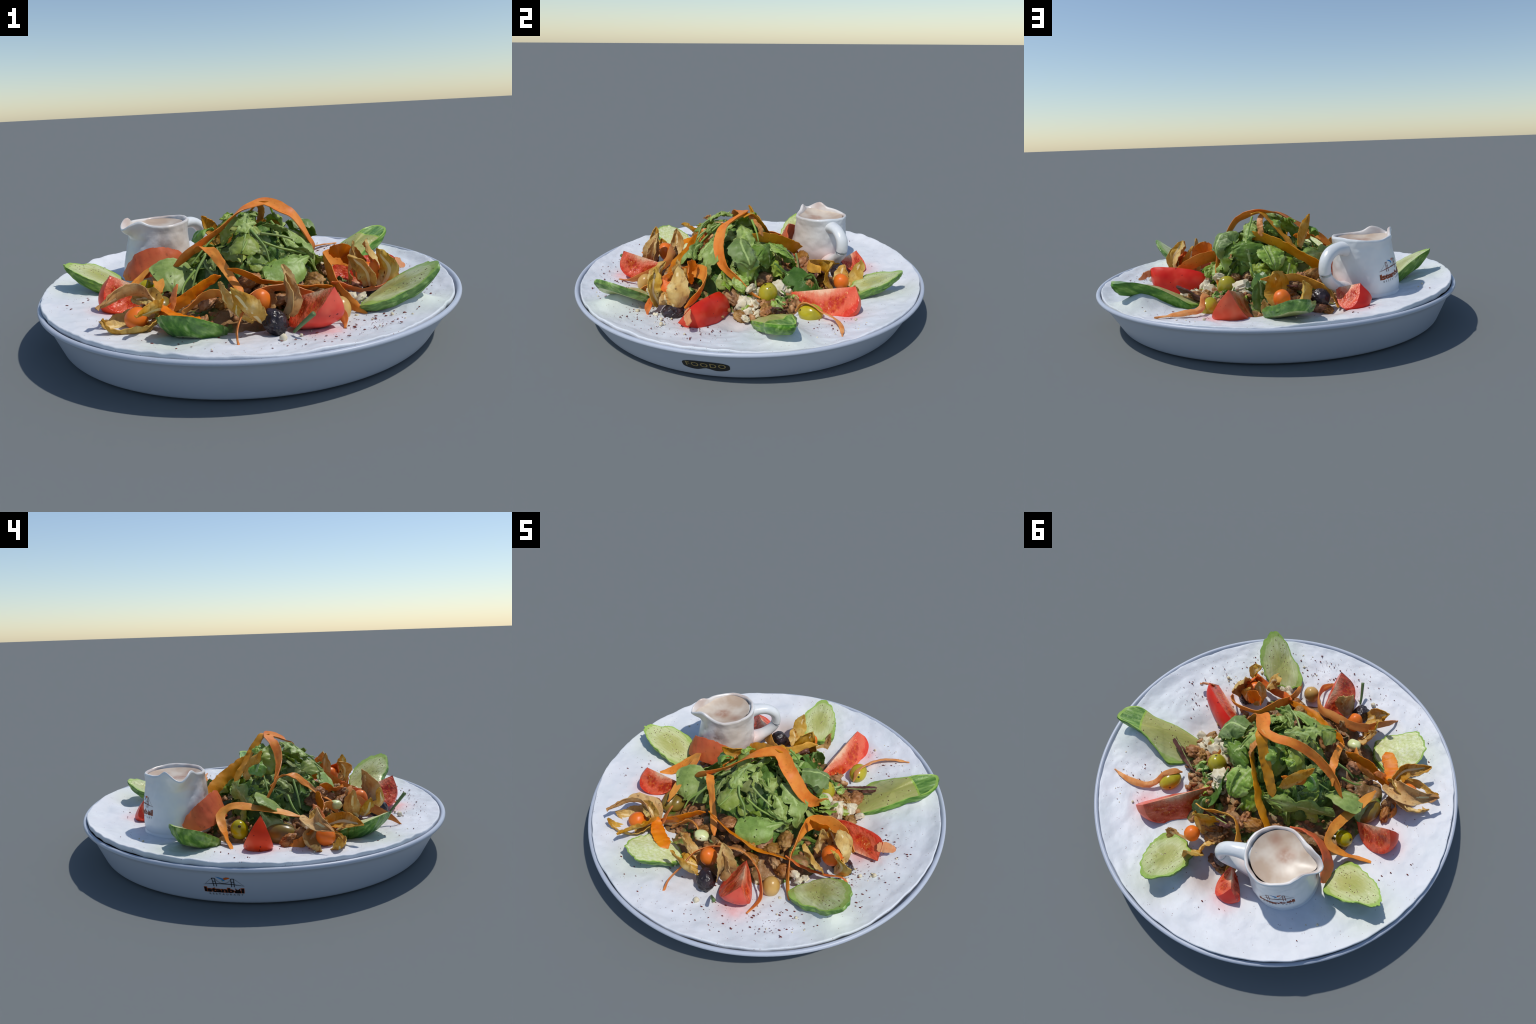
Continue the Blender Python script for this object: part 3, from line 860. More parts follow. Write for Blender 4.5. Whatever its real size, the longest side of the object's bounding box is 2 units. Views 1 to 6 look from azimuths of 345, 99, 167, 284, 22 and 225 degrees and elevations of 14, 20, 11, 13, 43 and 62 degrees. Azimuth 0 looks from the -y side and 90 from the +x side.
    look = {"ink_orange": ("ink_orange", 0.0030), "ink_grey": ("ink_grey", 0.0034), "ink_black": ("ink_brown", 0.0040), "ink_blue": ("ink_blue", 0.0036), "ink_green": ("ink_green", 0.0042)}
    for k2, (v, f) in emblem(0.184).items():
        m, lift = look[k2]
        add("jug_emblem_print", wrap(np.asarray(v), lift), f, M[m], root, kind="stuff")

PRINT_ANG = math.radians(125)

# ---------------------------------------------------------------- cucumber
def cucumber(label, loop, centre, thick, shrink=0.82, flesh="cuke_flesh", peel_beyond=None, seed=0, jag=0.006, down=None, n=110):
    """Slice of cucumber: loop = top rim (in order), cut face on top, peel round the side."""
    rim = catmull_loop(loop, n)
    c = np.asarray(centre, float)
    nrm = np.zeros(3)
    for i in range(n):
        nrm += np.cross(rim[i] - c, rim[(i + 1) % n] - c)
    nrm = unit(nrm)
    if nrm[2] < 0:
        rim, nrm = rim[::-1], -nrm
    out = unit(rim - c)
    rim = rim + out * (jag * fbm(np.stack([np.cos(np.linspace(0, 2 * np.pi, n)), np.sin(np.linspace(0, 2 * np.pi, n)), np.full(n, seed)], -1), 5, 4, seed))[:, None]
    dn = -nrm if down is None else unit(np.asarray(down, float))
    parent = thing("cucumber_slice", label, "cucumber", c + dn * thick)
    # local frame so that the materials see the slice lying flat
    away = unit(V(c[0], c[1], 0))
    far = rim[np.argmax((rim - c) @ away)]
    B = basis(nrm, far - c)
    rx = np.abs((rim - c) @ B[:, 0]).max()
    ry = np.abs((rim - c) @ B[:, 1]).max()
    fr = [0.02, 0.2, 0.4, 0.6, 0.75, 0.86, 0.94, 1.0]
    top = [c + (rim - c) * s + nrm * (0.0025 * fbm(c + (rim - c) * s, 26, 3, seed) * (s < 0.99) + 0.004 * (1 - s ** 2))[:, None] for s in fr]
    side = []
    for q in np.linspace(0, 1, 10)[1:]:
        s = 1 + (shrink - 1) * q ** 1.7 + 0.03 * math.sin(q * math.pi)
        side.append(c + (rim - c) * s + dn * thick * (0.02 + 0.98 * q) + out * (0.004 * fbm(rim + q, 14, 3, seed + 2))[:, None])
    bot = [c + (side[-1] - c - dn * thick) * s + dn * (thick + 0.002) for s in (0.7, 0.3, 0.02)]
    rings = top + side + bot
    P = np.stack(rings)
    F = grid_faces(len(P), n, True)
    v = P.reshape(-1, 3)
    nt = len(top)
    tf, pf = [], []
    axis = unit(far - c)
    for q in F:
        ring = min(q) // n
        mid = v[list(q)].mean(0)
        is_top = ring < nt - 1 or ring >= nt + len(side) - 1
        if is_top and peel_beyond is not None and ring < nt - 1 and (mid - c) @ axis > peel_beyond:
            is_top = False
        (tf if is_top else pf).append((q, ring))
    loc = (v - c) @ B
    sc = np.array([rx, ry, (rx + ry) / 2])
    mw = Matrix.Translation(Vector(c - np.array(parent.location))) @ Matrix([[*B[0], 0], [*B[1], 0], [*B[2], 0], [0, 0, 0, 1]]) @ Matrix.Diagonal((*sc, 1))
    tops = [q for q, r in tf] + [tuple(range(n))[::-1], tuple((len(P) - 1) * n + i for i in range(n))]
    ids = [1 if (r == nt - 2) else 0 for q, r in tf] + [0, 0]
    ob = place("cucumber_flesh", mesh_of("cucumber_flesh", loc / sc, tops, [M[flesh], M["rind"]], ids), None)
    ob.parent, ob.matrix_local = parent, mw
    mw2 = Matrix.Translation(Vector(c - np.array(parent.location))) @ Matrix([[*B[0], 0], [*B[1], 0], [*B[2], 0], [0, 0, 0, 1]])
    ob = place("cucumber_peel", mesh_of("cucumber_peel", loc, [q for q, r in pf], [M["peel"]], smooth_angle=50), None)
    ob.parent, ob.matrix_local = parent, mw2

def build_cucumbers():
    cucumber("long slanting cucumber end with striped green peel", [(0.455, 0.205, 0.140), (0.495, 0.100, 0.128), (0.570, 0.108, 0.160), (0.655, 0.138, 0.202), (0.762, 0.195, 0.250), (0.855, 0.225, 0.295), (0.896, 0.290, 0.314), (0.885, 0.365, 0.318), (0.795, 0.342, 0.312), (0.690, 0.325, 0.272), (0.600, 0.328, 0.220), (0.520, 0.322, 0.168)],
             (0.672, 0.225, 0.248), 0.055, 0.86, "cuke_end", None, 1, 0.004, down=(0.06, 0.06, -1))
    cucumber("oval cucumber slice leaning out over the rim", [(0.335, -0.585, 0.195), (0.36, -0.52, 0.185), (0.46, -0.455, 0.205), (0.53, -0.462, 0.25), (0.598, -0.508, 0.302), (0.640, -0.582, 0.348), (0.640, -0.660, 0.364), (0.580, -0.688, 0.318), (0.50, -0.668, 0.262), (0.41, -0.640, 0.222)],
             (0.487, -0.560, 0.248), 0.040, 0.86, "cuke_flesh", None, 2, 0.007, down=(0.25, -0.35, -1))
    cucumber("pale wedge of cucumber with dark peel underneath", [(-0.255, -0.545, 0.170), (-0.320, -0.485, 0.180), (-0.444, -0.458, 0.192), (-0.495, -0.520, 0.232), (-0.523, -0.585, 0.264), (-0.512, -0.668, 0.302), (-0.465, -0.700, 0.305), (-0.412, -0.715, 0.297), (-0.320, -0.655, 0.240), (-0.262, -0.595, 0.195)],
             (-0.395, -0.585, 0.236), 0.085, 0.62, "cuke_pale", None, 3, 0.010, down=(0.15, 0.20, -1))
    cucumber("ragged cucumber slice standing beside the jug", [(-0.585, 0.100, 0.170), (-0.665, 0.075, 0.215), (-0.755, 0.095, 0.265), (-0.835, 0.135, 0.308), (-0.868, 0.175, 0.326), (-0.862, 0.210, 0.330), (-0.80, 0.245, 0.315), (-0.715, 0.285, 0.285), (-0.60, 0.285, 0.205)],
             (-0.705, 0.180, 0.250), 0.075, 0.62, "cuke_flesh", None, 4, 0.008, down=(0.05, 0.05, -1))
    cucumber("thick cucumber slice tilted against a husk", [(0.215, 0.625, 0.19), (0.205, 0.70, 0.225), (0.185, 0.775, 0.250), (0.130, 0.845, 0.286), (0.065, 0.866, 0.288), (0.015, 0.800, 0.258), (-0.015, 0.715, 0.235), (0.02, 0.62, 0.20), (0.11, 0.585, 0.18)],
             (0.098, 0.720, 0.225), 0.052, 0.86, "cuke_flesh", None, 5, 0.006, down=(0, -0.15, -1))

# ---------------------------------------------------------------- tomato
def tomato(label, A, B, M0, M1, bulge=1.0, sharp=0.55, seed=0, arch=(0, 0, 0)):
    """Wedge: core edge from A to B, two cut faces reaching the skin at M0 and M1, skin between."""
    A, B, M0, M1 = map(lambda p: np.asarray(p, float), (A, B, M0, M1))
    mid = (A + B) / 2
    ns, na = 40, 26
    ax = unit(B - A)
    d0, d1 = M0 - mid, M1 - mid
    s = np.linspace(0, 1, ns)
    x = 2 * s - 1
    prof = np.clip(1 - np.abs(x) ** 2.4, 0, 1) ** sharp
    phi = np.linspace(0, 1, na)
    l0, l1 = np.linalg.norm(d0), np.linalg.norm(d1)
    u0, u1 = d0 / l0, d1 / l1
    om = math.acos(np.clip(u0 @ u1, -1, 1))
    dirs = (np.sin((1 - phi) * om)[:, None] * u0 + np.sin(phi * om)[:, None] * u1) / math.sin(om)
    lens = (l0 + (l1 - l0) * phi) * (1 + (bulge - 1) * np.sin(phi * np.pi))
    axis = A + (B - A) * s[:, None] + np.asarray(arch, float) * (1 - x**2)[:, None]
    P = axis[:, None] + prof[:, None, None] * (dirs * lens[:, None])[None]
    P = P + (0.006 * fbm(P, 8, 3, seed))[..., None] * unit(P - mid)
    parent = thing("tomato_wedge", label, "tomato", mid)
    add("tomato_skin", P.reshape(-1, 3), grid_faces(ns, na), M["tomato_skin"], parent)
    L = np.linalg.norm(B - A) / 2
    for e, d, ln in ((0, u0, l0), (na - 1, u1, l1)):
        rows = np.linspace(0, 1, 18)
        ridge_dip = 0.0
        Q = axis[:, None] + (P[:, e] - axis)[:, None] * rows[None, :, None]
        zax = unit(np.cross(ax, d))
        yax = np.cross(zax, ax)
        Bm = np.stack([ax, yax, zax], 1)
        # jelly pockets sink in, the core edge is a little uneven
        loc = (Q - mid) @ Bm
        gx, gy = np.abs(loc[..., 0]) / L - 0.42, loc[..., 1] / ln - 0.55
        gel = np.clip(1 - (gx / 0.42) ** 2 - (gy / 0.28) ** 2, 0, 1)
        inward = zax if e else -zax
        side = np.sign((P[ns // 2, na // 2] - mid) @ zax)
        loc[..., 2] += side * (0.006 * gel + 0.003 * fbm(Q, 20, 3, seed + 9) * (rows[None, :] < 0.98) * (rows[None, :] > 0.02))
        sc = np.array([L, ln, ln])
        me = mesh_of("tomato_cut_face", loc.reshape(-1, 3) / sc, grid_faces(ns, 18, flip=True), [M["tomato_flesh"]])
        ob = place("tomato_cut_face", me)
        ob.parent = parent
        ob.matrix_local = Matrix([[*Bm[0], 0], [*Bm[1], 0], [*Bm[2], 0], [0, 0, 0, 1]]) @ Matrix.Diagonal((*sc, 1))

def build_tomatoes():
    tomato("broad red tomato wedge lying with its skin outwards", (0.700, -0.235, 0.185), (0.375, -0.150, 0.140), (0.555, -0.112, 0.278), (0.520, -0.085, 0.080), 1.0, 0.17, 1)
    tomato("upright tomato wedge with a pale core edge", (0.083, -0.500, 0.245), (0.148, -0.722, 0.340), (0.172, -0.665, 0.180), (0.005, -0.675, 0.185), 0.98, 0.36, 2)
    tomato("pointed tomato wedge with red skin outwards", (-0.500, -0.100, 0.235), (-0.672, -0.140, 0.338), (-0.680, -0.055, 0.180), (-0.665, -0.195, 0.185), 1.12, 0.42, 3)
    tomato("small tomato piece tucked beside the jug", (-0.190, 0.515, 0.235), (-0.285, 0.612, 0.272), (-0.200, 0.655, 0.165), (-0.320, 0.595, 0.165), 1.08, 0.35, 4)
    tomato("half-moon tomato wedge showing seeds and jelly", (0.228, 0.255, 0.182), (0.366, 0.612, 0.298), (0.425, 0.510, 0.135), (0.235, 0.500, 0.105), 1.15, 0.45, 5)

# ---------------------------------------------------------------- cape gooseberries
def husk(ctrl, side, half, parent, seed, cup=0.5, nu=26):
    leaf("husk_leaf", ctrl, side, half, "husk", M["husk"], parent, M["husk_vein"], cup, 0.012, 0.0035, seed, nu, 13)

def berry(parent, c, r, axis=(0, 0, 1), tall=1.08):
    v, f = blob(c, (r, r, r * tall), 4, 0.03, 1.5, 3, axis)
    add("berry", v, f, M["berry"], parent)

def build_gooseberries():
    p = thing("cape_gooseberry", "orange berry in an opened papery tan husk", "physalis", (-0.10, -0.58, 0.18))
    berry(p, (-0.103, -0.552, 0.258), 0.044, (0.1, -0.2, 1), 1.35)
    husk([(-0.030, -0.600, 0.205), (0.004, -0.600, 0.29), (-0.010, -0.560, 0.408)], (0.55, 0.8, 0), 0.056, p, 1, -0.5)
    husk([(-0.01, -0.62, 0.21), (0.012, -0.600, 0.28), (-0.002, -0.570, 0.385)], (0.4, -0.8, 0.1), 0.038, p, 2, 0.4)
    husk([(-0.125, -0.640, 0.205), (-0.180, -0.670, 0.270), (-0.247, -0.659, 0.370)], (0.75, -0.55, 0.15), 0.045, p, 3, 0.5)
    husk([(-0.17, -0.55, 0.19), (-0.235, -0.525, 0.255), (-0.261, -0.531, 0.360)], (0.35, -0.9, 0), 0.045, p, 4, 0.5)
    husk([(-0.16, -0.58, 0.19), (-0.215, -0.605, 0.245), (-0.210, -0.618, 0.305)], (0.4, -0.8, 0), 0.040, p, 5, 0.4)
    husk([(-0.06, -0.49, 0.20), (-0.06, -0.475, 0.25), (-0.07, -0.485, 0.31)], (1, 0, 0), 0.045, p, 6, -0.4)

    p = thing("cape_gooseberry", "dry husk lying open around an orange berry", "physalis", (-0.60, -0.44, 0.17))
    berry(p, (-0.590, -0.428, 0.222), 0.045, (1, 0.3, 0.2))
    husk([(-0.490, -0.395, 0.225), (-0.545, -0.352, 0.285), (-0.640, -0.385, 0.305), (-0.740, -0.475, 0.298)], (0.45, 0.75, -0.35), 0.050, p, 11, -0.5)
    husk([(-0.490, -0.410, 0.235), (-0.505, -0.490, 0.268), (-0.560, -0.555, 0.280), (-0.600, -0.602, 0.286)], (0.6, -0.2, 0.7), 0.042, p, 12, 0.5)
    husk([(-0.500, -0.43, 0.200), (-0.590, -0.49, 0.180), (-0.690, -0.50, 0.200), (-0.725, -0.505, 0.262)], (0.3, -0.8, 0.35), 0.046, p, 13, 0.5)
    husk([(-0.510, -0.37, 0.21), (-0.61, -0.355, 0.185), (-0.70, -0.395, 0.19), (-0.735, -0.42, 0.225)], (0.1, 0.75, 0.5), 0.050, p, 14, -0.4)
    husk([(-0.52, -0.40, 0.20), (-0.60, -0.435, 0.165), (-0.69, -0.455, 0.165), (-0.735, -0.475, 0.18)], (0, 1, 0), 0.055, p, 15, 0.25)
    husk([(-0.505, -0.400, 0.245), (-0.520, -0.385, 0.285), (-0.600, -0.350, 0.275)], (0.5, 0.5, 0.5), 0.04, p, 16, -0.4)

    p = thing("cape_gooseberry", "upright bundle of husk leaves inside a carrot curl", "physalis", (0.47, -0.33, 0.18))
    berry(p, (0.478, -0.330, 0.250), 0.052)
    husk([(0.555, -0.305, 0.200), (0.565, -0.282, 0.290), (0.515, -0.285, 0.360), (0.494, -0.286, 0.402)], (0.15, 0.95, 0.1), 0.062, p, 21, 0.45)
    husk([(0.520, -0.390, 0.190), (0.550, -0.410, 0.280), (0.510, -0.408, 0.350), (0.490, -0.408, 0.386)], (0.85, -0.5, 0), 0.042, p, 22, 0.5)
    husk([(0.455, -0.405, 0.215), (0.425, -0.432, 0.290), (0.385, -0.418, 0.340), (0.350, -0.402, 0.368)], (0.75, -0.6, 0.2), 0.040, p, 23, -0.4)
    husk([(0.410, -0.285, 0.205), (0.400, -0.300, 0.300), (0.418, -0.312, 0.408)], (0.45, 0.85, 0), 0.042, p, 24, -0.5)
    husk([(0.480, -0.265, 0.200), (0.470, -0.250, 0.270), (0.440, -0.262, 0.370)], (1, 0.2, 0), 0.040, p, 25, -0.4)
    husk([(0.530, -0.335, 0.20), (0.548, -0.345, 0.235), (0.540, -0.350, 0.275)], (0.2, -0.9, 0.1), 0.034, p, 26, 0.2)
    ribbon("berry_slice", [(0.47, -0.39, 0.285), (0.51, -0.37, 0.300), (0.53, -0.32, 0.280)], (0.6, 0.2, -0.7), 0.055, M["carrot_red"], p, 0.008, 0.1, (0.5, 0.5), 3, 24)

    p = thing("cape_gooseberry", "brown papery husk half around an orange berry", "physalis", (0.09, 0.53, 0.16))
    berry(p, (0.096, 0.535, 0.212), 0.042)
    husk([(0.085, 0.490, 0.160), (0.088, 0.455, 0.245), (0.120, 0.478, 0.335)], (0.95, 0.2, 0), 0.074, p, 31, -0.45)
    husk([(0.040, 0.575, 0.150), (0.005, 0.610, 0.235), (0.018, 0.645, 0.318)], (0.75, 0.60, 0), 0.050, p, 32, 0.4)
    husk([(0.030, 0.520, 0.160), (-0.010, 0.530, 0.215), (-0.022, 0.545, 0.272)], (0.3, 0.95, 0), 0.045, p, 33, 0.4)
    husk([(0.110, 0.570, 0.135), (0.160, 0.595, 0.160), (0.200, 0.612, 0.238)], (-0.5, 0.8, 0), 0.045, p, 34, -0.5)
    husk([(0.060, 0.585, 0.140), (0.10, 0.615, 0.150), (0.135, 0.635, 0.185)], (0.7, -0.3, -0.4), 0.040, p, 35, 0.4)

# ---------------------------------------------------------------- olives, nuts, cheese
def build_olives():
    def olive(name, label, c, radii, mat, axis, bump=0.02, scale=1.4, seed=0, hole=None):
        v, f = blob(c, radii, 5 if "black" in name else 4, bump, scale, seed, axis, octaves=4)
        ob = tag(add(name, v, f, M[mat]), label, "olive")
        if hole is not None:
            h = unit(np.asarray(hole, float))
            c2 = np.asarray(c, float) + h * (min(radii) * 0.98)
            v, f = blob(c2, (0.008, 0.008, 0.004), 3, 0.1, 2, 1, h)
            add("pit_hole", v, f, M["pit"], ob)
    olive("black_olive", "wrinkled dull black olive", (-0.075, -0.652, 0.205), (0.058, 0.050, 0.048), "olive_black", (1, 0.3, 0.2), 0.10, 3.0, 1)
    olive("black_olive", "glossy wrinkled black olive", (0.535, -0.312, 0.162), (0.052, 0.046, 0.060), "olive_black", (0.7, -0.6, 0.0), 0.08, 3.4, 2)
    olive("black_olive", "round black olive with fine wrinkles", (-0.109, 0.513, 0.188), (0.049, 0.047, 0.050), "olive_black", (0, 0, 1), 0.05, 3.8, 3)
    olive("green_olive", "glossy yellow-green olive", (0.440, 0.395, 0.165), (0.050, 0.050, 0.066), "olive_green", (0.2, 1, 0.05), 0.02, 1.4, 4)
    olive("green_olive", "shiny yellow olive standing in cheese", (0.305, 0.150, 0.195), (0.054, 0.054, 0.068), "olive_green", (0.2, 0.15, 1), 0.02, 1.4, 5, (0.6, 0.5, -0.45))
    olive("green_olive", "olive green olive in the shade", (-0.508, 0.008, 0.205), (0.044, 0.044, 0.050), "olive_green", (0.3, 0.3, 1), 0.03, 1.4, 6, (-0.7, -0.2, 0.6))
    olive("green_olive", "dark olive with a pit hole", (-0.462, -0.215, 0.190), (0.042, 0.042, 0.052), "olive_dark_green", (0.2, 0.9, 0.2), 0.03, 1.4, 7, (-0.2, -0.75, 0.5))
    olive("green_olive", "large brownish olive lying in shade", (-0.500, -0.200, 0.185), (0.052, 0.055, 0.085), "olive_dark_green", (0.1, 1, 0), 0.03, 1.4, 8)
    olive("tan_olive", "smooth tan olive", (0.238, -0.568, 0.185), (0.045, 0.045, 0.056), "olive_tan", (0.1, 0.2, 1), 0.015, 1.2, 9)

def walnut(c, r, seed, axis=(0, 0, 1), name="walnut_half"):
    v, f = ICO[4]
    n = fbm(v + seed, 2.6, 2, seed)
    ridge = 0.5 - np.abs(n)
    w = v * (1 + 0.42 * ridge + 0.12 * fbm(v, 6, 2, seed + 3))[:, None] * np.array([1.0, 0.72, 0.5]) * r
    return w @ basis(axis, (math.cos(seed), math.sin(seed), 0)).T + np.asarray(c), f

def build_nuts_and_cheese():
    spots = [((0.490, 0.040, 0.135), 0.042), ((0.472, 0.175, 0.165), 0.050), ((0.435, 0.160, 0.150), 0.045), ((0.42, 0.20, 0.145), 0.04), ((0.455, 0.075, 0.150), 0.042), ((-0.124, 0.288, 0.255), 0.055),
             ((-0.06, 0.29, 0.235), 0.05), ((-0.02, 0.33, 0.215), 0.05), ((-0.085, 0.545, 0.145), 0.042), ((-0.130, 0.55, 0.140), 0.034), ((-0.572, -0.262, 0.180), 0.045), ((-0.545, -0.30, 0.205), 0.035), ((-0.092, -0.330, 0.285), 0.055), ((-0.13, -0.31, 0.25), 0.05),
             ((-0.03, -0.36, 0.25), 0.05), ((0.06, -0.38, 0.235), 0.05), ((0.168, -0.375, 0.230), 0.055), ((0.225, -0.312, 0.245), 0.05), ((0.12, -0.35, 0.24), 0.05), ((0.20, -0.42, 0.20), 0.05),
             ((0.173, 0.10, 0.235), 0.05), ((0.24, 0.07, 0.225), 0.045), ((0.14, 0.37, 0.19), 0.045), ((0.05, 0.43, 0.19), 0.05), ((0.01, 0.46, 0.17), 0.045), ((0.38, -0.03, 0.2), 0.05), ((-0.2, -0.36, 0.22), 0.05), ((-0.28, -0.34, 0.22), 0.04), ((0.27, -0.46, 0.19), 0.045), ((0.0, -0.44, 0.22), 0.045), ((0.08, -0.46, 0.21), 0.045)]
    for i, (c, r) in enumerate(spots):
        ax = unit(RNG.normal(0, 0.5, 3) + V(c[0] * 0.8, c[1] * 0.8, 0.7))
        v, f = walnut(c, r * 1.05, i * 3 + 1, ax)
        tag(add("walnut_piece", v, f, M["walnut"]), "wrinkled brown walnut piece", "walnut")
    rng = np.random.default_rng(5)
    cubes = [((0.335, 0.060, 0.235), 0.030), ((0.240, 0.200, 0.205), 0.045), ((0.20, 0.235, 0.175), 0.04), ((0.415, 0.035, 0.180), 0.038), ((0.39, 0.09, 0.17), 0.04), ((0.278, 0.242, 0.150), 0.026), ((0.46, 0.08, 0.155), 0.034), ((0.36, 0.20, 0.150), 0.03), ((0.30, 0.09, 0.19), 0.035), ((0.47, 0.12, 0.150), 0.03), ((0.36, -0.495, 0.195), 0.02), ((0.33, -0.47, 0.20), 0.022), ((0.385, -0.47, 0.195), 0.018), ((0.53, 0.07, 0.15), 0.026)]
    for i, (c, r) in enumerate(cubes):
        v, f = ICO[3]
        p = np.sign(v) * np.abs(v) ** 0.8
        p = p * (1 + 0.34 * fbm(v + i, 2.6, 4, i))[:, None] * r * np.array([1.15, 0.9, 0.62])
        p = p @ basis(unit(rng.normal(0, 0.5, 3) + V(0, 0, 0.8))).T + np.asarray(c)
        tag(add("feta_chunk", p, f, M["feta"], smooth_angle=40), "crumbly chunk of white cheese", "cheese")

# ---------------------------------------------------------------- heap: bed, core, leaves
def core_height(x, y):
    ry = np.where(np.asarray(y) > -0.05, 0.225, 0.30)
    hollow = 0.10 * np.exp(-((x - 0.26) / 0.14) ** 2 - ((y - 0.13) / 0.10) ** 2)   # open side with nuts and cheese
    r2 = (x / 0.35) ** 2 + ((y + 0.05) / ry) ** 2
    dome = 0.15 + 0.25 * np.clip(1 - r2, 0, 1) ** 0.6 - hollow
    peak = 0.11 * np.exp(-((x - 0.03) / 0.14) ** 2 - ((y + 0.07) / 0.12) ** 2)
    knob = lambda cx, cy, w, h: h * np.exp(-(((x - cx) ** 2 + (y - cy) ** 2) / w**2))
    return dome + peak + knob(-0.20, -0.15, 0.09, 0.05) + knob(0.10, -0.22, 0.09, 0.05)

def build_heap():
    root = thing("green_salad_heap", "heap of arugula and lettuce leaves on chopped salad", "salad", (0, 0, 0.13))
    # chopped bed under everything
    n, m = 60, 140
    a = np.linspace(0, 2 * np.pi, m, endpoint=False)
    reach = 0.535 + 0.06 * np.exp(-((a - 3.9) / 0.45) ** 2) + 0.03 * np.exp(-((a - 4.8) / 0.5) ** 2) - 0.07 * np.exp(-(a) ** 2 / 0.2) - 0.07 * np.exp(-(a - 2 * np.pi) ** 2 / 0.2) + 0.05 * fbm(np.stack([np.cos(a), np.sin(a), 0 * a], -1), 2.2, 3, 31) 
    s = np.linspace(0.01, 1, n)
    X, Y = s[:, None] * reach * np.cos(a), s[:, None] * reach * np.sin(a) - 0.02
    Z = plate_height(X, Y) + (0.070 + 0.028 * smooth(0.05, -0.35, Y)) * (1 - s[:, None] ** 2.5) + 0.022 * fbm(np.stack([X, Y, 0 * X], -1), 13, 3, 32) * (s[:, None] < 0.97) - 0.012 * smooth(0.9, 1, s)[:, None]
    v = np.stack([X, Y, Z], -1).reshape(-1, 3)
    add("chopped_bed", v, grid_faces(n, m, True, flip=True) + [tuple(range(m))], M["bed"], root, origin=(0, 0, 0.13), kind="stuff")
    bits, leafbits = [], []
    rng = np.random.default_rng(77)
    for i in range(320):
        q, r = rng.uniform(0, 2 * np.pi), 0.27 + 0.26 * rng.random() ** 0.8
        x, y = r * math.cos(q), r * math.sin(q) - 0.02
        z = float(plate_height(x, y)) + 0.070 * (1 - (r / 0.55) ** 2.5) + 0.010
        sz = rng.uniform(0.010, 0.026)
        bits.append(blob((x, y, z), (sz, sz * 0.8, sz * 0.55), 2, 0.45, 2.0, i, unit(rng.normal(0, 1, 3))))
    v, f = merge(bits)
    add("chopped_nuts", v, f, M["walnut"], root, origin=(0, 0, 0.13), kind="stuff")
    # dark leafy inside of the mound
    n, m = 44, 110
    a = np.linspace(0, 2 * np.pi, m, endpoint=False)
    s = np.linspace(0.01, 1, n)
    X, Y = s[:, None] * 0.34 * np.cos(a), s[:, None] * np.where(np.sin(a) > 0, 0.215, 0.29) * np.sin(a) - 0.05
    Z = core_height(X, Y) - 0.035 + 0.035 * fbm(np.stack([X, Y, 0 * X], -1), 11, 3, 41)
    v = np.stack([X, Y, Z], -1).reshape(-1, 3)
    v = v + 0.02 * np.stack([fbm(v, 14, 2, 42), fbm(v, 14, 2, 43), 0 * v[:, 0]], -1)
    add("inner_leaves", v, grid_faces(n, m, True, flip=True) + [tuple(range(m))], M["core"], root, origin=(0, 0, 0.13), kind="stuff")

    def L(name, ctrl, side, half, kind, mat, **kw):
        mid = np.asarray(ctrl, float)[len(ctrl) // 2]
        leaf(name, ctrl, side, half, kind, M[mat], root, M["vein"], out=unit(mid - V(0.0, -0.05, 0.10)), **kw)
    # leaves that can be told apart
    L("arugula_leaf", [(0.140, -0.135, 0.470), (0.215, -0.165, 0.415), (0.262, -0.195, 0.345), (0.262, -0.225, 0.262)], (0.35, 0.75, 0.15), 0.088, "arugula", "arugula", cup=-0.2, seed=3, nu=46)
    L("arugula_leaf", [(0.120, -0.190, 0.440), (0.175, -0.230, 0.390), (0.195, -0.270, 0.330)], (0.7, 0.6, 0), 0.06, "arugula", "arugula", cup=-0.3, seed=4)
    L("arugula_leaf", [(0.245, -0.265, 0.358), (0.16, -0.328, 0.350), (0.08, -0.365, 0.325), (-0.030, -0.375, 0.312)], (0.1, 0.7, 0.7), 0.070, "round", "arugula", cup=-0.25, seed=5, nu=44)
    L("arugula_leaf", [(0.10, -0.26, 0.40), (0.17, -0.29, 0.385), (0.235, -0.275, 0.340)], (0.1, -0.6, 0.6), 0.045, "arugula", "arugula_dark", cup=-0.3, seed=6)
    L("lettuce_leaf", [(0.215, -0.015, 0.480), (0.300, 0.005, 0.465), (0.345, 0.050, 0.405), (0.325, 0.060, 0.340)], (0.35, -0.9, 0.1), 0.070, "lettuce", "lettuce_green", cup=-0.5, ruffle=0.014, seed=7, nu=56, nv=25)
    L("lettuce_leaf", [(0.25, 0.03, 0.43), (0.315, 0.045, 0.36), (0.30, 0.035, 0.255)], (0.3, -0.9, 0), 0.060, "lettuce", "lettuce", cup=-0.6, ruffle=0.02, seed=8)
    L("lettuce_leaf", [(0.175, 0.05, 0.430), (0.182, 0.110, 0.425), (0.180, 0.135, 0.37), (0.165, 0.128, 0.295)], (0.95, -0.2, 0), 0.090, "lettuce", "lettuce_green", cup=-0.35, ruffle=0.014, seed=9, nu=56, nv=25)
    L("lettuce_leaf", [(0.060, 0.11, 0.40), (0.065, 0.19, 0.375), (0.06, 0.245, 0.335), (0.070, 0.262, 0.295)], (0.95, 0.1, 0), 0.075, "lettuce", "lettuce", cup=-0.2, ruffle=0.014, seed=10, nu=56, nv=25)
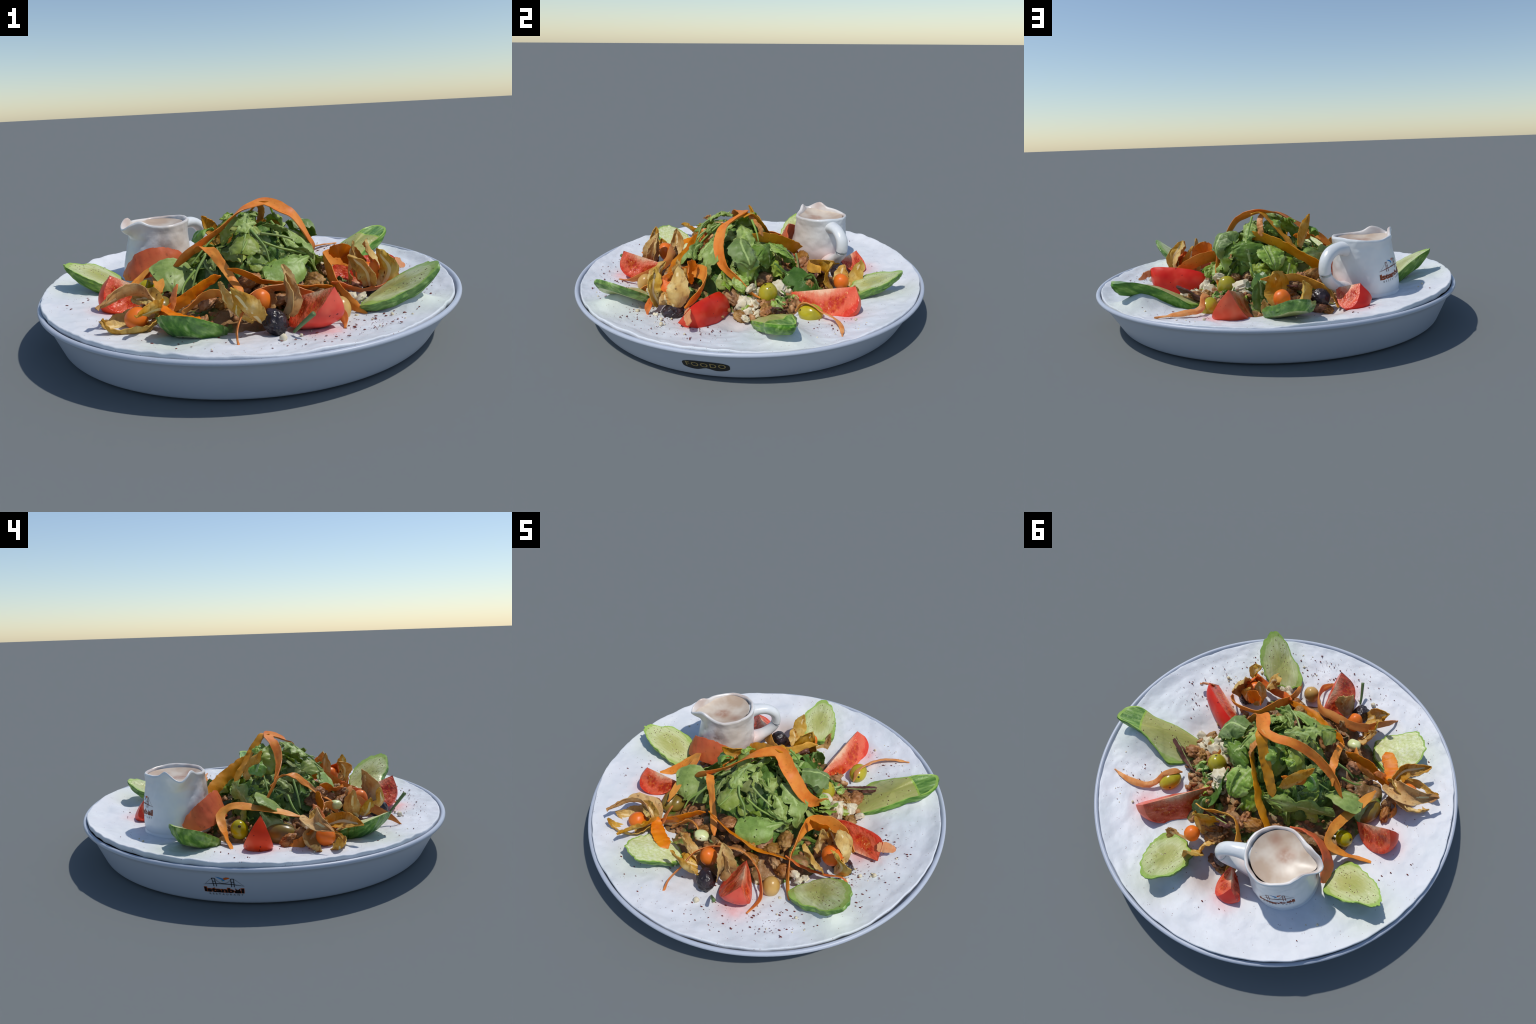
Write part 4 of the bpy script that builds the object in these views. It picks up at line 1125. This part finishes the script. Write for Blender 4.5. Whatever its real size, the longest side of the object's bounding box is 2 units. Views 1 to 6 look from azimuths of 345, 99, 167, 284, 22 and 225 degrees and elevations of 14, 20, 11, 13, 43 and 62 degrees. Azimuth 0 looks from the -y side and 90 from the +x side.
    L("lettuce_leaf", [(-0.02, 0.15, 0.345), (-0.03, 0.21, 0.315), (-0.035, 0.245, 0.27), (-0.02, 0.25, 0.235)], (0.95, 0.2, 0.1), 0.06, "lettuce", "lettuce", cup=-0.3, ruffle=0.018, seed=11)
    L("lettuce_leaf", [(0.12, 0.14, 0.32), (0.13, 0.18, 0.295), (0.125, 0.205, 0.25), (0.14, 0.20, 0.21)], (0.95, -0.25, 0), 0.055, "lettuce", "lettuce", cup=-0.3, ruffle=0.022, seed=12)
    L("arugula_leaf", [(-0.070, 0.160, 0.325), (-0.18, 0.120, 0.335), (-0.28, 0.055, 0.325), (-0.405, -0.030, 0.285)], (0.45, 0.55, -0.65), 0.080, "arugula", "arugula", cup=-0.2, seed=13, nu=46)
    L("arugula_leaf", [(-0.475, -0.165, 0.300), (-0.42, -0.150, 0.315), (-0.36, -0.150, 0.300), (-0.285, -0.180, 0.225)], (0.05, 0.75, 0.6), 0.105, "lettuce", "arugula", cup=-0.2, seed=14, nu=40)
    L("arugula_leaf", [(-0.46, -0.09, 0.285), (-0.48, -0.14, 0.245), (-0.515, -0.185, 0.215)], (0.6, -0.3, 0.6), 0.05, "round", "arugula", cup=-0.2, seed=15)
    L("arugula_leaf", [(-0.03, -0.13, 0.548), (-0.06, -0.20, 0.532), (-0.08, -0.27, 0.490)], (0.95, -0.2, 0.1), 0.07, "arugula", "arugula", cup=-0.35, seed=16)
    L("arugula_leaf", [(0.02, -0.10, 0.55), (-0.04, -0.16, 0.545), (-0.10, -0.20, 0.515)], (0.5, -0.6, 0.2), 0.055, "arugula", "arugula", cup=-0.35, seed=17)
    L("arugula_leaf", [(-0.06, -0.21, 0.51), (-0.09, -0.29, 0.465), (-0.125, -0.345, 0.415)], (0.9, -0.35, 0.1), 0.065, "round", "arugula", cup=-0.5, seed=18)
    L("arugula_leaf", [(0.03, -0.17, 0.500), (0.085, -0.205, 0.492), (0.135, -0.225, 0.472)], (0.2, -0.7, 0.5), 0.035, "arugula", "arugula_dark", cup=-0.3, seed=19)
    L("arugula_leaf", [(-0.08, -0.03, 0.53), (-0.13, -0.06, 0.48), (-0.145, -0.075, 0.40)], (0.4, -0.8, 0), 0.065, "lettuce", "lettuce", cup=-0.4, seed=20)
    L("lettuce_leaf", [(-0.17, -0.04, 0.475), (-0.235, -0.035, 0.47), (-0.275, -0.025, 0.425)], (0.3, -0.9, 0.1), 0.045, "round", "lettuce_green", cup=-0.5, seed=21)
    L("lettuce_leaf", [(0.03, 0.0, 0.54), (0.01, 0.045, 0.51), (-0.005, 0.075, 0.45)], (0.95, 0.1, 0), 0.05, "lettuce", "lettuce", cup=-0.4, ruffle=0.02, seed=22)
    L("lettuce_leaf", [(0.12, -0.03, 0.52), (0.165, 0.015, 0.475), (0.185, 0.04, 0.40)], (0.5, -0.8, 0), 0.05, "lettuce", "lettuce", cup=-0.5, ruffle=0.02, seed=23)
    L("lettuce_leaf", [(-0.06, 0.01, 0.525), (-0.10, -0.005, 0.53), (-0.13, -0.02, 0.515)], (0.2, 0.8, 0.2), 0.022, "round", "lettuce", cup=-0.5, seed=24)
    L("arugula_leaf", [(0.30, -0.10, 0.31), (0.335, -0.085, 0.28), (0.42, -0.035, 0.258)], (0.4, -0.6, 0.4), 0.04, "arugula", "lettuce", cup=-0.3, seed=25)
    L("arugula_leaf", [(0.33, -0.06, 0.275), (0.38, -0.015, 0.262), (0.405, 0.04, 0.24)], (0.6, -0.4, 0.5), 0.035, "arugula", "lettuce", cup=-0.3, seed=26)
    L("lettuce_leaf", [(0.31, 0.0, 0.30), (0.355, 0.01, 0.265), (0.37, 0.02, 0.215)], (0.3, -0.9, 0), 0.045, "lettuce", "lettuce", cup=-0.4, ruffle=0.02, seed=27)
    # spinach leaf with long stalk, and the dark leaf behind it
    L("spinach_leaf", [(0.183, 0.168, 0.329), (0.174, 0.225, 0.280), (0.172, 0.285, 0.228), (0.190, 0.345, 0.185), (0.198, 0.410, 0.115)], [(-0.45, 0.62, 0.65)] * 5, 0.085, "spinach", "spinach", cup=-0.25, ruffle=0.008, seed=28, nu=46)
    L("spinach_leaf", [(0.165, 0.330, 0.245), (0.172, 0.372, 0.270), (0.172, 0.405, 0.215), (0.175, 0.425, 0.130)], (0.8, 0.3, 0.1), 0.050, "round", "spinach", cup=-0.2, ruffle=0.008, seed=29)
    # red leaves
    L("red_leaf", [(0.580, 0.212, 0.248), (0.53, 0.222, 0.222), (0.47, 0.240, 0.185), (0.385, 0.262, 0.145)], (0.35, 0.6, 0.7), 0.021, "lettuce", "redleaf", cup=0.6, ruffle=0.008, seed=30)
    L("red_leaf", [(0.120, 0.408, 0.268), (0.06, 0.395, 0.250), (-0.03, 0.370, 0.225)], (0.2, 0.7, 0.4), 0.032, "lettuce", "redleaf", cup=0.5, ruffle=0.008, seed=31)
    # dry strip poking out of the heap top
    leaf("husk_strip", [(-0.130, 0.075, 0.375), (-0.165, 0.035, 0.445), (-0.205, -0.02, 0.505), (-0.228, -0.052, 0.545)], (0.55, 0.4, 0.2), 0.040, "husk", M["husk"], root, None, -0.3, 0.006, 0.004, 8)
    # seeded filling leaves on the dome
    rng = np.random.default_rng(12)
    for i in range(90):
        q = rng.uniform(0, 2 * np.pi)
        rr = 0.96 * math.sqrt(rng.uniform(0.02, 1.0))
        x, y = 0.32 * rr * math.cos(q), (0.205 if math.sin(q) > 0 else 0.28) * rr * math.sin(q) - 0.05
        z = float(core_height(x, y)) - 0.022
        e = 0.01
        g = V((core_height(x + e, y) - core_height(x - e, y)) / (2 * e), (core_height(x, y + e) - core_height(x, y - e)) / (2 * e), 0)
        N = unit(V(-g[0], -g[1], 1.0))
        T = unit(np.cross(N, rng.normal(0, 1, 3)) * 0.7 + unit(V(math.cos(q), math.sin(q), -0.9)) * 0.8)
        T = unit(T - N * (T @ N) + N * rng.normal(0.05, 0.22))
        S = unit(np.cross(N, T) + rng.normal(0, 0.35, 3))
        ln = rng.uniform(0.055, 0.105)
        p = V(x, y, z)
        front = math.sin(q) < 0.25
        kind = rng.choice(["arugula", "round", "lettuce"], p=[0.5, 0.25, 0.25] if front else [0.15, 0.15, 0.7])
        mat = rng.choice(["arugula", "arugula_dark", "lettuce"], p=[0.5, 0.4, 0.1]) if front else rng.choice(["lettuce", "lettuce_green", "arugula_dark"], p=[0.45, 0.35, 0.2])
        L("arugula_leaf" if front else "lettuce_leaf", [p - T * ln * 0.6, p + N * 0.012, p + T * ln * 0.5 + N * 0.006, p + T * ln - N * 0.012], S, rng.uniform(0.030, 0.058), kind, mat, cup=rng.uniform(-0.4, 0.1), ruffle=0.009, seed=100 + i, nu=26, nv=11)
    # lettuce shreds low around the far side
    for i in range(36):
        q = rng.uniform(-0.5, 2.6) if i < 30 else rng.uniform(0, 2 * np.pi)
        r = rng.uniform(0.30, 0.46)
        x, y = r * math.cos(q), r * math.sin(q) - 0.02
        z = float(plate_height(x, y)) + 0.070 * (1 - (r / 0.55) ** 2.5) + 0.010
        T = unit(V(rng.normal(), rng.normal(), rng.normal(0, 0.4)))
        S = unit(np.cross(T, UP) + rng.normal(0, 0.5, 3))
        ln = rng.uniform(0.025, 0.05)
        p = V(x, y, z)
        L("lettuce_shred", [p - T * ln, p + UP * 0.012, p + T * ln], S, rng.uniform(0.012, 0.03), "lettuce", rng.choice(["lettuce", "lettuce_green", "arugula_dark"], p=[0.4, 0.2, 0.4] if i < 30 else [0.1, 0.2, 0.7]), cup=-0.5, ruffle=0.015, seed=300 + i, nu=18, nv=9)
    # stalks
    stalks = [[(-0.012, -0.144, 0.505), (-0.055, -0.235, 0.485), (-0.080, -0.30, 0.460), (-0.118, -0.357, 0.430)],
              [(0.009, -0.210, 0.468), (0.06, -0.245, 0.462), (0.105, -0.268, 0.452), (0.139, -0.280, 0.440)],
              [(-0.045, -0.20, 0.535), (-0.075, -0.265, 0.485), (-0.11, -0.33, 0.425), (-0.12, -0.345, 0.37)],
              [(0.075, -0.16, 0.51), (0.10, -0.21, 0.465), (0.11, -0.255, 0.42), (0.13, -0.29, 0.375)],
              [(-0.05, -0.25, 0.50), (-0.03, -0.29, 0.47), (0.0, -0.31, 0.42), (0.01, -0.33, 0.36)],
              [(0.0, -0.27, 0.44), (0.07, -0.29, 0.41), (0.15, -0.295, 0.385), (0.22, -0.28, 0.355)],
              [(0.10, 0.16, 0.41), (0.09, 0.22, 0.375), (0.075, 0.265, 0.32)],
              [(0.13, 0.03, 0.56), (0.155, 0.06, 0.50), (0.17, 0.075, 0.45)],
              [(-0.02, 0.262, 0.325), (-0.005, 0.275, 0.285), (0.01, 0.285, 0.24)],
              [(0.27, 0.07, 0.28), (0.29, 0.08, 0.245), (0.33, 0.09, 0.20)],
              [(-0.15, -0.02, 0.45), (-0.22, -0.06, 0.40), (-0.30, -0.10, 0.33)],
              [(-0.25, -0.22, 0.40), (-0.30, -0.25, 0.34), (-0.33, -0.27, 0.27)],
              [(-0.3, -0.20, 0.33), (-0.36, -0.24, 0.28), (-0.38, -0.28, 0.24)]]
    for i, s in enumerate(stalks):
        v, f = tube(s, [0.0065] + [0.005] * (len(s) - 2) + [0.0035], 20, 8)
        add("leaf_stalk", v, f, M["stem"], root)
    v, f = tube([(-0.02, -0.715, 0.178), (0.0, -0.745, 0.215), (0.035, -0.790, 0.270)], [0.006, 0.008, 0.010], 14, 8)
    tag(add("cress_stalk", v, f, M["stalk"]), "short green stalk leaning on a tomato", "herb stalk")

# ---------------------------------------------------------------- carrot shavings
def build_carrots():
    Z = V(0, 0, 1)
    def R(label, ctrl, side, width, mat="carrot", **kw):
        ob = ribbon("carrot_ribbon", ctrl, side, width, M[mat], None, **kw)
        tag(ob, label, "carrot")
    # the long arch over the heap
    R("long carrot ribbon arching over the leaf heap",
      [(-0.392, -0.104, 0.312), (-0.375, -0.112, 0.335), (-0.290, -0.140, 0.408), (-0.160, -0.132, 0.486), (-0.055, -0.085, 0.552), (0.030, -0.035, 0.570), (0.095, -0.028, 0.574), (0.150, -0.080, 0.545), (0.200, -0.118, 0.510), (0.252, -0.125, 0.425), (0.300, -0.090, 0.345), (0.325, -0.020, 0.285), (0.345, 0.065, 0.215), (0.352, 0.115, 0.190)],
      [(0.5, 0.3, -0.8), (0.5, 0.3, -0.7), (0.5, 0.5, -0.6), (0.3, 0.7, -0.4), (0.1, 0.9, -0.1), (-0.2, 0.95, 0.2), (0.2, 0.9, 0.3), (0.45, 0.78, 0.42), (0.45, 0.8, 0.35), (0.5, 0.85, 0.1), (0.45, 0.85, 0), (0.4, 0.85, 0.1), (0.5, 0.6, 0.4), (0.6, 0.4, 0.5)],
      [0.022, 0.038, 0.046, 0.046, 0.048, 0.058, 0.068, 0.076, 0.076, 0.070, 0.060, 0.052, 0.044, 0.028], "carrot", n=130, seed=1, curl=0.16)
    R("carrot ribbon hanging down the back of the heap", [(0.125, -0.020, 0.572), (0.075, 0.010, 0.575), (0.020, 0.050, 0.510), (-0.055, 0.095, 0.420), (-0.118, 0.131, 0.340)],
      [(0.45, 0.7, -0.2), (0.5, 0.8, 0.1), (0.65, 0.7, 0.1), (0.7, 0.65, 0.2), (0.7, 0.6, 0.3)], [0.05, 0.055, 0.052, 0.052, 0.045], "carrot_gold", n=80, seed=2, curl=-0.1)
    R("narrow carrot ribbon looping down from the top", [(0.055, 0.000, 0.570), (0.085, 0.030, 0.545), (0.095, 0.065, 0.51), (0.09, 0.085, 0.455)], (0.8, -0.5, 0.1), 0.034, "carrot_pale", n=50, seed=3)
    R("wide golden carrot ribbon sloping to the jug", [(0.175, -0.030, 0.448), (0.105, 0.055, 0.452), (0.025, 0.120, 0.424), (-0.10, 0.208, 0.356), (-0.205, 0.255, 0.285)],
      [(0.15, 0.35, 0.9), (0.1, 0.35, 0.9), (0.2, 0.35, 0.9), (0.25, 0.45, 0.85), (0.3, 0.4, 0.85)], [0.050, 0.056, 0.062, 0.072, 0.080], "carrot_gold", n=100, seed=4, taper=(0.45, 0.9), curl=0.05)
    R("flat carrot ribbon bent down beside a tomato", [(-0.468, -0.290, 0.272), (-0.462, -0.145, 0.296), (-0.450, 0.005, 0.308), (-0.460, 0.085, 0.295), (-0.500, 0.105, 0.262), (-0.565, 0.070, 0.205), (-0.625, 0.03, 0.178), (-0.69, 0.00, 0.168)],
      [(0.9, 0, 0.25), (0.9, 0, 0.25), (0.9, 0.1, 0.25), (0.5, 0.6, 0.5), (0.3, 0.7, 0.5), (0.3, 0.6, 0.6), (0.3, 0.6, 0.6), (0.3, 0.7, 0.5)], [0.035, 0.050, 0.050, 0.044, 0.046, 0.048, 0.046, 0.040], "carrot", n=100, seed=5)
    R("thick curved carrot slab leaning on the jug", [(-0.285, 0.175, 0.275), (-0.370, 0.140, 0.298), (-0.462, 0.142, 0.303), (-0.545, 0.188, 0.272), (-0.590, 0.268, 0.230)],
      [(-0.1, -0.25, -0.9), (-0.1, -0.35, -0.9), (-0.15, -0.4, -0.9), (-0.3, -0.3, -0.9), (-0.4, -0.2, -0.9)], [0.09, 0.14, 0.145, 0.125, 0.07], "carrot_red", n=70, nv=11, thick=0.016, seed=6, ragged=0.05, taper=(0.6, 0.5))
    R("carrot ribbon draped over the near leaves", [(-0.310, -0.110, 0.378), (-0.262, -0.160, 0.418), (-0.225, -0.225, 0.415), (-0.195, -0.280, 0.366), (-0.165, -0.345, 0.305), (-0.135, -0.415, 0.255)],
      [(0.6, 0.5, -0.5), (0.7, 0.4, -0.4), (0.85, 0.1, 0.4), (0.9, -0.1, 0.3), (0.95, -0.1, 0.1), (0.95, 0, 0)], [0.024, 0.040, 0.046, 0.040, 0.036, 0.030], "carrot", n=90, seed=7)
    R("slender carrot ribbon crossing the front", [(0.285, -0.415, 0.232), (0.20, -0.423, 0.250), (0.09, -0.427, 0.268), (-0.044, -0.395, 0.298), (-0.135, -0.375, 0.345), (-0.185, -0.350, 0.36)],
      (-0.3, 0.75, -0.6), [0.03, 0.038, 0.042, 0.042, 0.036, 0.02], "carrot", n=80, seed=8)
    R("carrot ribbon lying in the shaded front", [(-0.500, -0.385, 0.195), (-0.420, -0.388, 0.240), (-0.340, -0.382, 0.283), (-0.270, -0.352, 0.315), (-0.215, -0.335, 0.328)], (0.1, -0.3, 0.95), [0.045, 0.055, 0.058, 0.052, 0.035], "carrot", n=60, seed=9)
    R("second shaded carrot ribbon under the first", [(-0.410, -0.385, 0.180), (-0.355, -0.370, 0.225), (-0.300, -0.365, 0.255), (-0.245, -0.395, 0.272), (-0.215, -0.425, 0.25), (-0.225, -0.45, 0.22)], (0.1, -0.4, 0.9), [0.03, 0.04, 0.042, 0.04, 0.036, 0.03], "carrot", n=60, seed=10)
    R("flat carrot strip lying over the cucumber", [(-0.485, -0.385, 0.252), (-0.470, -0.425, 0.240), (-0.428, -0.480, 0.228), (-0.375, -0.525, 0.222), (-0.345, -0.545, 0.212)], (0.80, 0.45, -0.25), [0.020, 0.055, 0.078, 0.070, 0.030], "carrot", n=50, seed=11)
    R("carrot strip rising at the near left", [(-0.475, -0.43, 0.175), (-0.445, -0.405, 0.235), (-0.425, -0.375, 0.285), (-0.405, -0.345, 0.318)], (0.6, -0.5, 0.3), [0.03, 0.04, 0.034, 0.02], "carrot", n=40, seed=12)
    R("carrot ribbon circling the front berry",
      [(-0.255, -0.775, 0.180), (-0.245, -0.720, 0.215), (-0.205, -0.630, 0.245), (-0.175, -0.560, 0.270), (-0.095, -0.505, 0.288), (0.020, -0.480, 0.288), (0.088, -0.485, 0.262), (0.155, -0.530, 0.236), (0.200, -0.605, 0.212), (0.212, -0.665, 0.185), (0.178, -0.748, 0.174)],
      [(0.1, 0.0, 1), (0.1, -0.2, 1), (0.2, -0.5, 0.85), (0.2, -0.55, 0.8), (0.15, -0.6, 0.8), (0.15, -0.6, 0.8), (0.15, -0.5, 0.85), (0.3, -0.4, 0.85), (0.55, -0.3, 0.75), (0.8, -0.2, 0.5), (0.9, 0, 0.1)],
      [0.022, 0.034, 0.042, 0.048, 0.050, 0.048, 0.046, 0.042, 0.038, 0.036, 0.02], "carrot", n=130, seed=13)
    R("carrot curl around the husk bundle",
      [(0.345, -0.600, 0.160), (0.312, -0.540, 0.185), (0.288, -0.450, 0.222), (0.285, -0.350, 0.272), (0.298, -0.265, 0.300), (0.330, -0.200, 0.308), (0.395, -0.172, 0.305), (0.460, -0.165, 0.282), (0.520, -0.185, 0.245), (0.575, -0.235, 0.205)],
      [(0.4, 0.2, 0.8), (0.3, 0.1, 0.9), (0.15, 0.0, 1), (0.1, 0, 1), (-0.1, 0.1, 1), (-0.2, 0.25, 0.95), (-0.05, 0.3, 0.95), (0.1, 0.3, 0.9), (0.2, 0.25, 0.9), (0.3, 0.1, 0.9)],
      [0.030, 0.044, 0.055, 0.066, 0.072, 0.074, 0.076, 0.072, 0.066, 0.05], "carrot", n=130, seed=14, curl=0.05)
    R("carrot ribbon sliding over the cucumber slice", [(0.262, -0.420, 0.262), (0.320, -0.428, 0.238), (0.390, -0.425, 0.210), (0.480, -0.425, 0.205), (0.550, -0.422, 0.222), (0.585, -0.428, 0.200), (0.592, -0.430, 0.162)], (0.1, -0.75, 0.65), [0.03, 0.040, 0.042, 0.040, 0.036, 0.034, 0.025], "carrot", n=80, seed=15)
    R("small carrot flap behind the husk bundle", [(0.330, -0.235, 0.345), (0.375, -0.262, 0.355), (0.415, -0.245, 0.335), (0.43, -0.235, 0.28)], (0.2, -0.2, 0.95), [0.05, 0.07, 0.07, 0.05], "carrot_red", n=40, seed=16)
    R("bent carrot ribbon between husk and jug",
      [(0.175, 0.420, 0.290), (0.118, 0.410, 0.285), (0.060, 0.368, 0.268), (-0.022, 0.335, 0.258), (-0.090, 0.372, 0.240), (-0.145, 0.445, 0.222), (-0.182, 0.515, 0.190), (-0.180, 0.570, 0.150)],
      [(0.2, 0.3, 0.9), (0.15, 0.3, 0.95), (0, 0.3, 0.95), (0.1, 0.25, 0.95), (0.25, 0.2, 0.9), (0.4, 0.2, 0.85), (0.6, 0.1, 0.7), (0.8, 0.2, 0.4)], [0.025, 0.04, 0.05, 0.055, 0.058, 0.06, 0.058, 0.045], "carrot_gold", n=100, seed=17)
    R("thin carrot shaving trailing over an olive", [(0.712, 0.566, 0.186), (0.640, 0.560, 0.186), (0.569, 0.544, 0.190), (0.505, 0.505, 0.185), (0.475, 0.450, 0.195), (0.465, 0.405, 0.222), (0.440, 0.350, 0.215), (0.43, 0.315, 0.165)],
      [(0.1, -0.9, 0.2), (0.1, -0.9, 0.3), (0.2, -0.8, 0.4), (0.6, -0.5, 0.4), (0.8, -0.3, 0.5), (0.9, 0.1, 0.3), (0.9, 0, 0.3), (0.9, 0, 0.3)], [0.010, 0.024, 0.036, 0.034, 0.030, 0.030, 0.030, 0.024], "carrot_pale", n=90, seed=18)
    R("pale carrot flap on a tomato skin", [(0.680, -0.195, 0.245), (0.722, -0.178, 0.238), (0.772, -0.156, 0.214)], (0.1, 0.6, 0.75), [0.05, 0.055, 0.03], "carrot_pale", n=30, seed=19, taper=(0.6, 0.4))
    R("carrot sliver lying in the shade", [(-0.585, -0.235, 0.172), (-0.60, -0.31, 0.185), (-0.555, -0.345, 0.205), (-0.50, -0.36, 0.22)], (0.5, -0.3, 0.7), [0.02, 0.045, 0.045, 0.03], "carrot", n=40, seed=20)
    R("carrot shred at the jug foot", [(-0.30, 0.215, 0.235), (-0.22, 0.245, 0.255), (-0.12, 0.265, 0.245), (-0.03, 0.30, 0.23)], (0.1, 0.4, 0.8), [0.03, 0.045, 0.045, 0.03], "carrot_red", n=40, seed=21)
    R("carrot strip under the heap edge", [(-0.23, -0.06, 0.415), (-0.185, 0.0, 0.425), (-0.135, 0.035, 0.435), (-0.10, 0.05, 0.44)], (0.4, -0.3, 0.8), [0.03, 0.04, 0.035, 0.02], "carrot", n=40, seed=22)
    R("flat carrot sliver on the plate", [(-0.775, -0.42, 0.176), (-0.74, -0.455, 0.172), (-0.69, -0.49, 0.168)], (0.6, 0.7, 0.1), [0.01, 0.018, 0.02], "carrot_pale", n=24, seed=23, thick=0.004)
    v, f = blob((-0.196, -0.439, 0.258), (0.040, 0.032, 0.026), 3, 0.12, 1.5, 3, (0.2, -0.3, 1))
    tag(add("cucumber_chunk", v, f, M["cuke_pale"]), "small pale green cucumber chunk", "cucumber")

build_plate()
build_jug()
build_cucumbers()
build_tomatoes()
build_gooseberries()
build_olives()
build_nuts_and_cheese()
build_heap()
build_carrots()
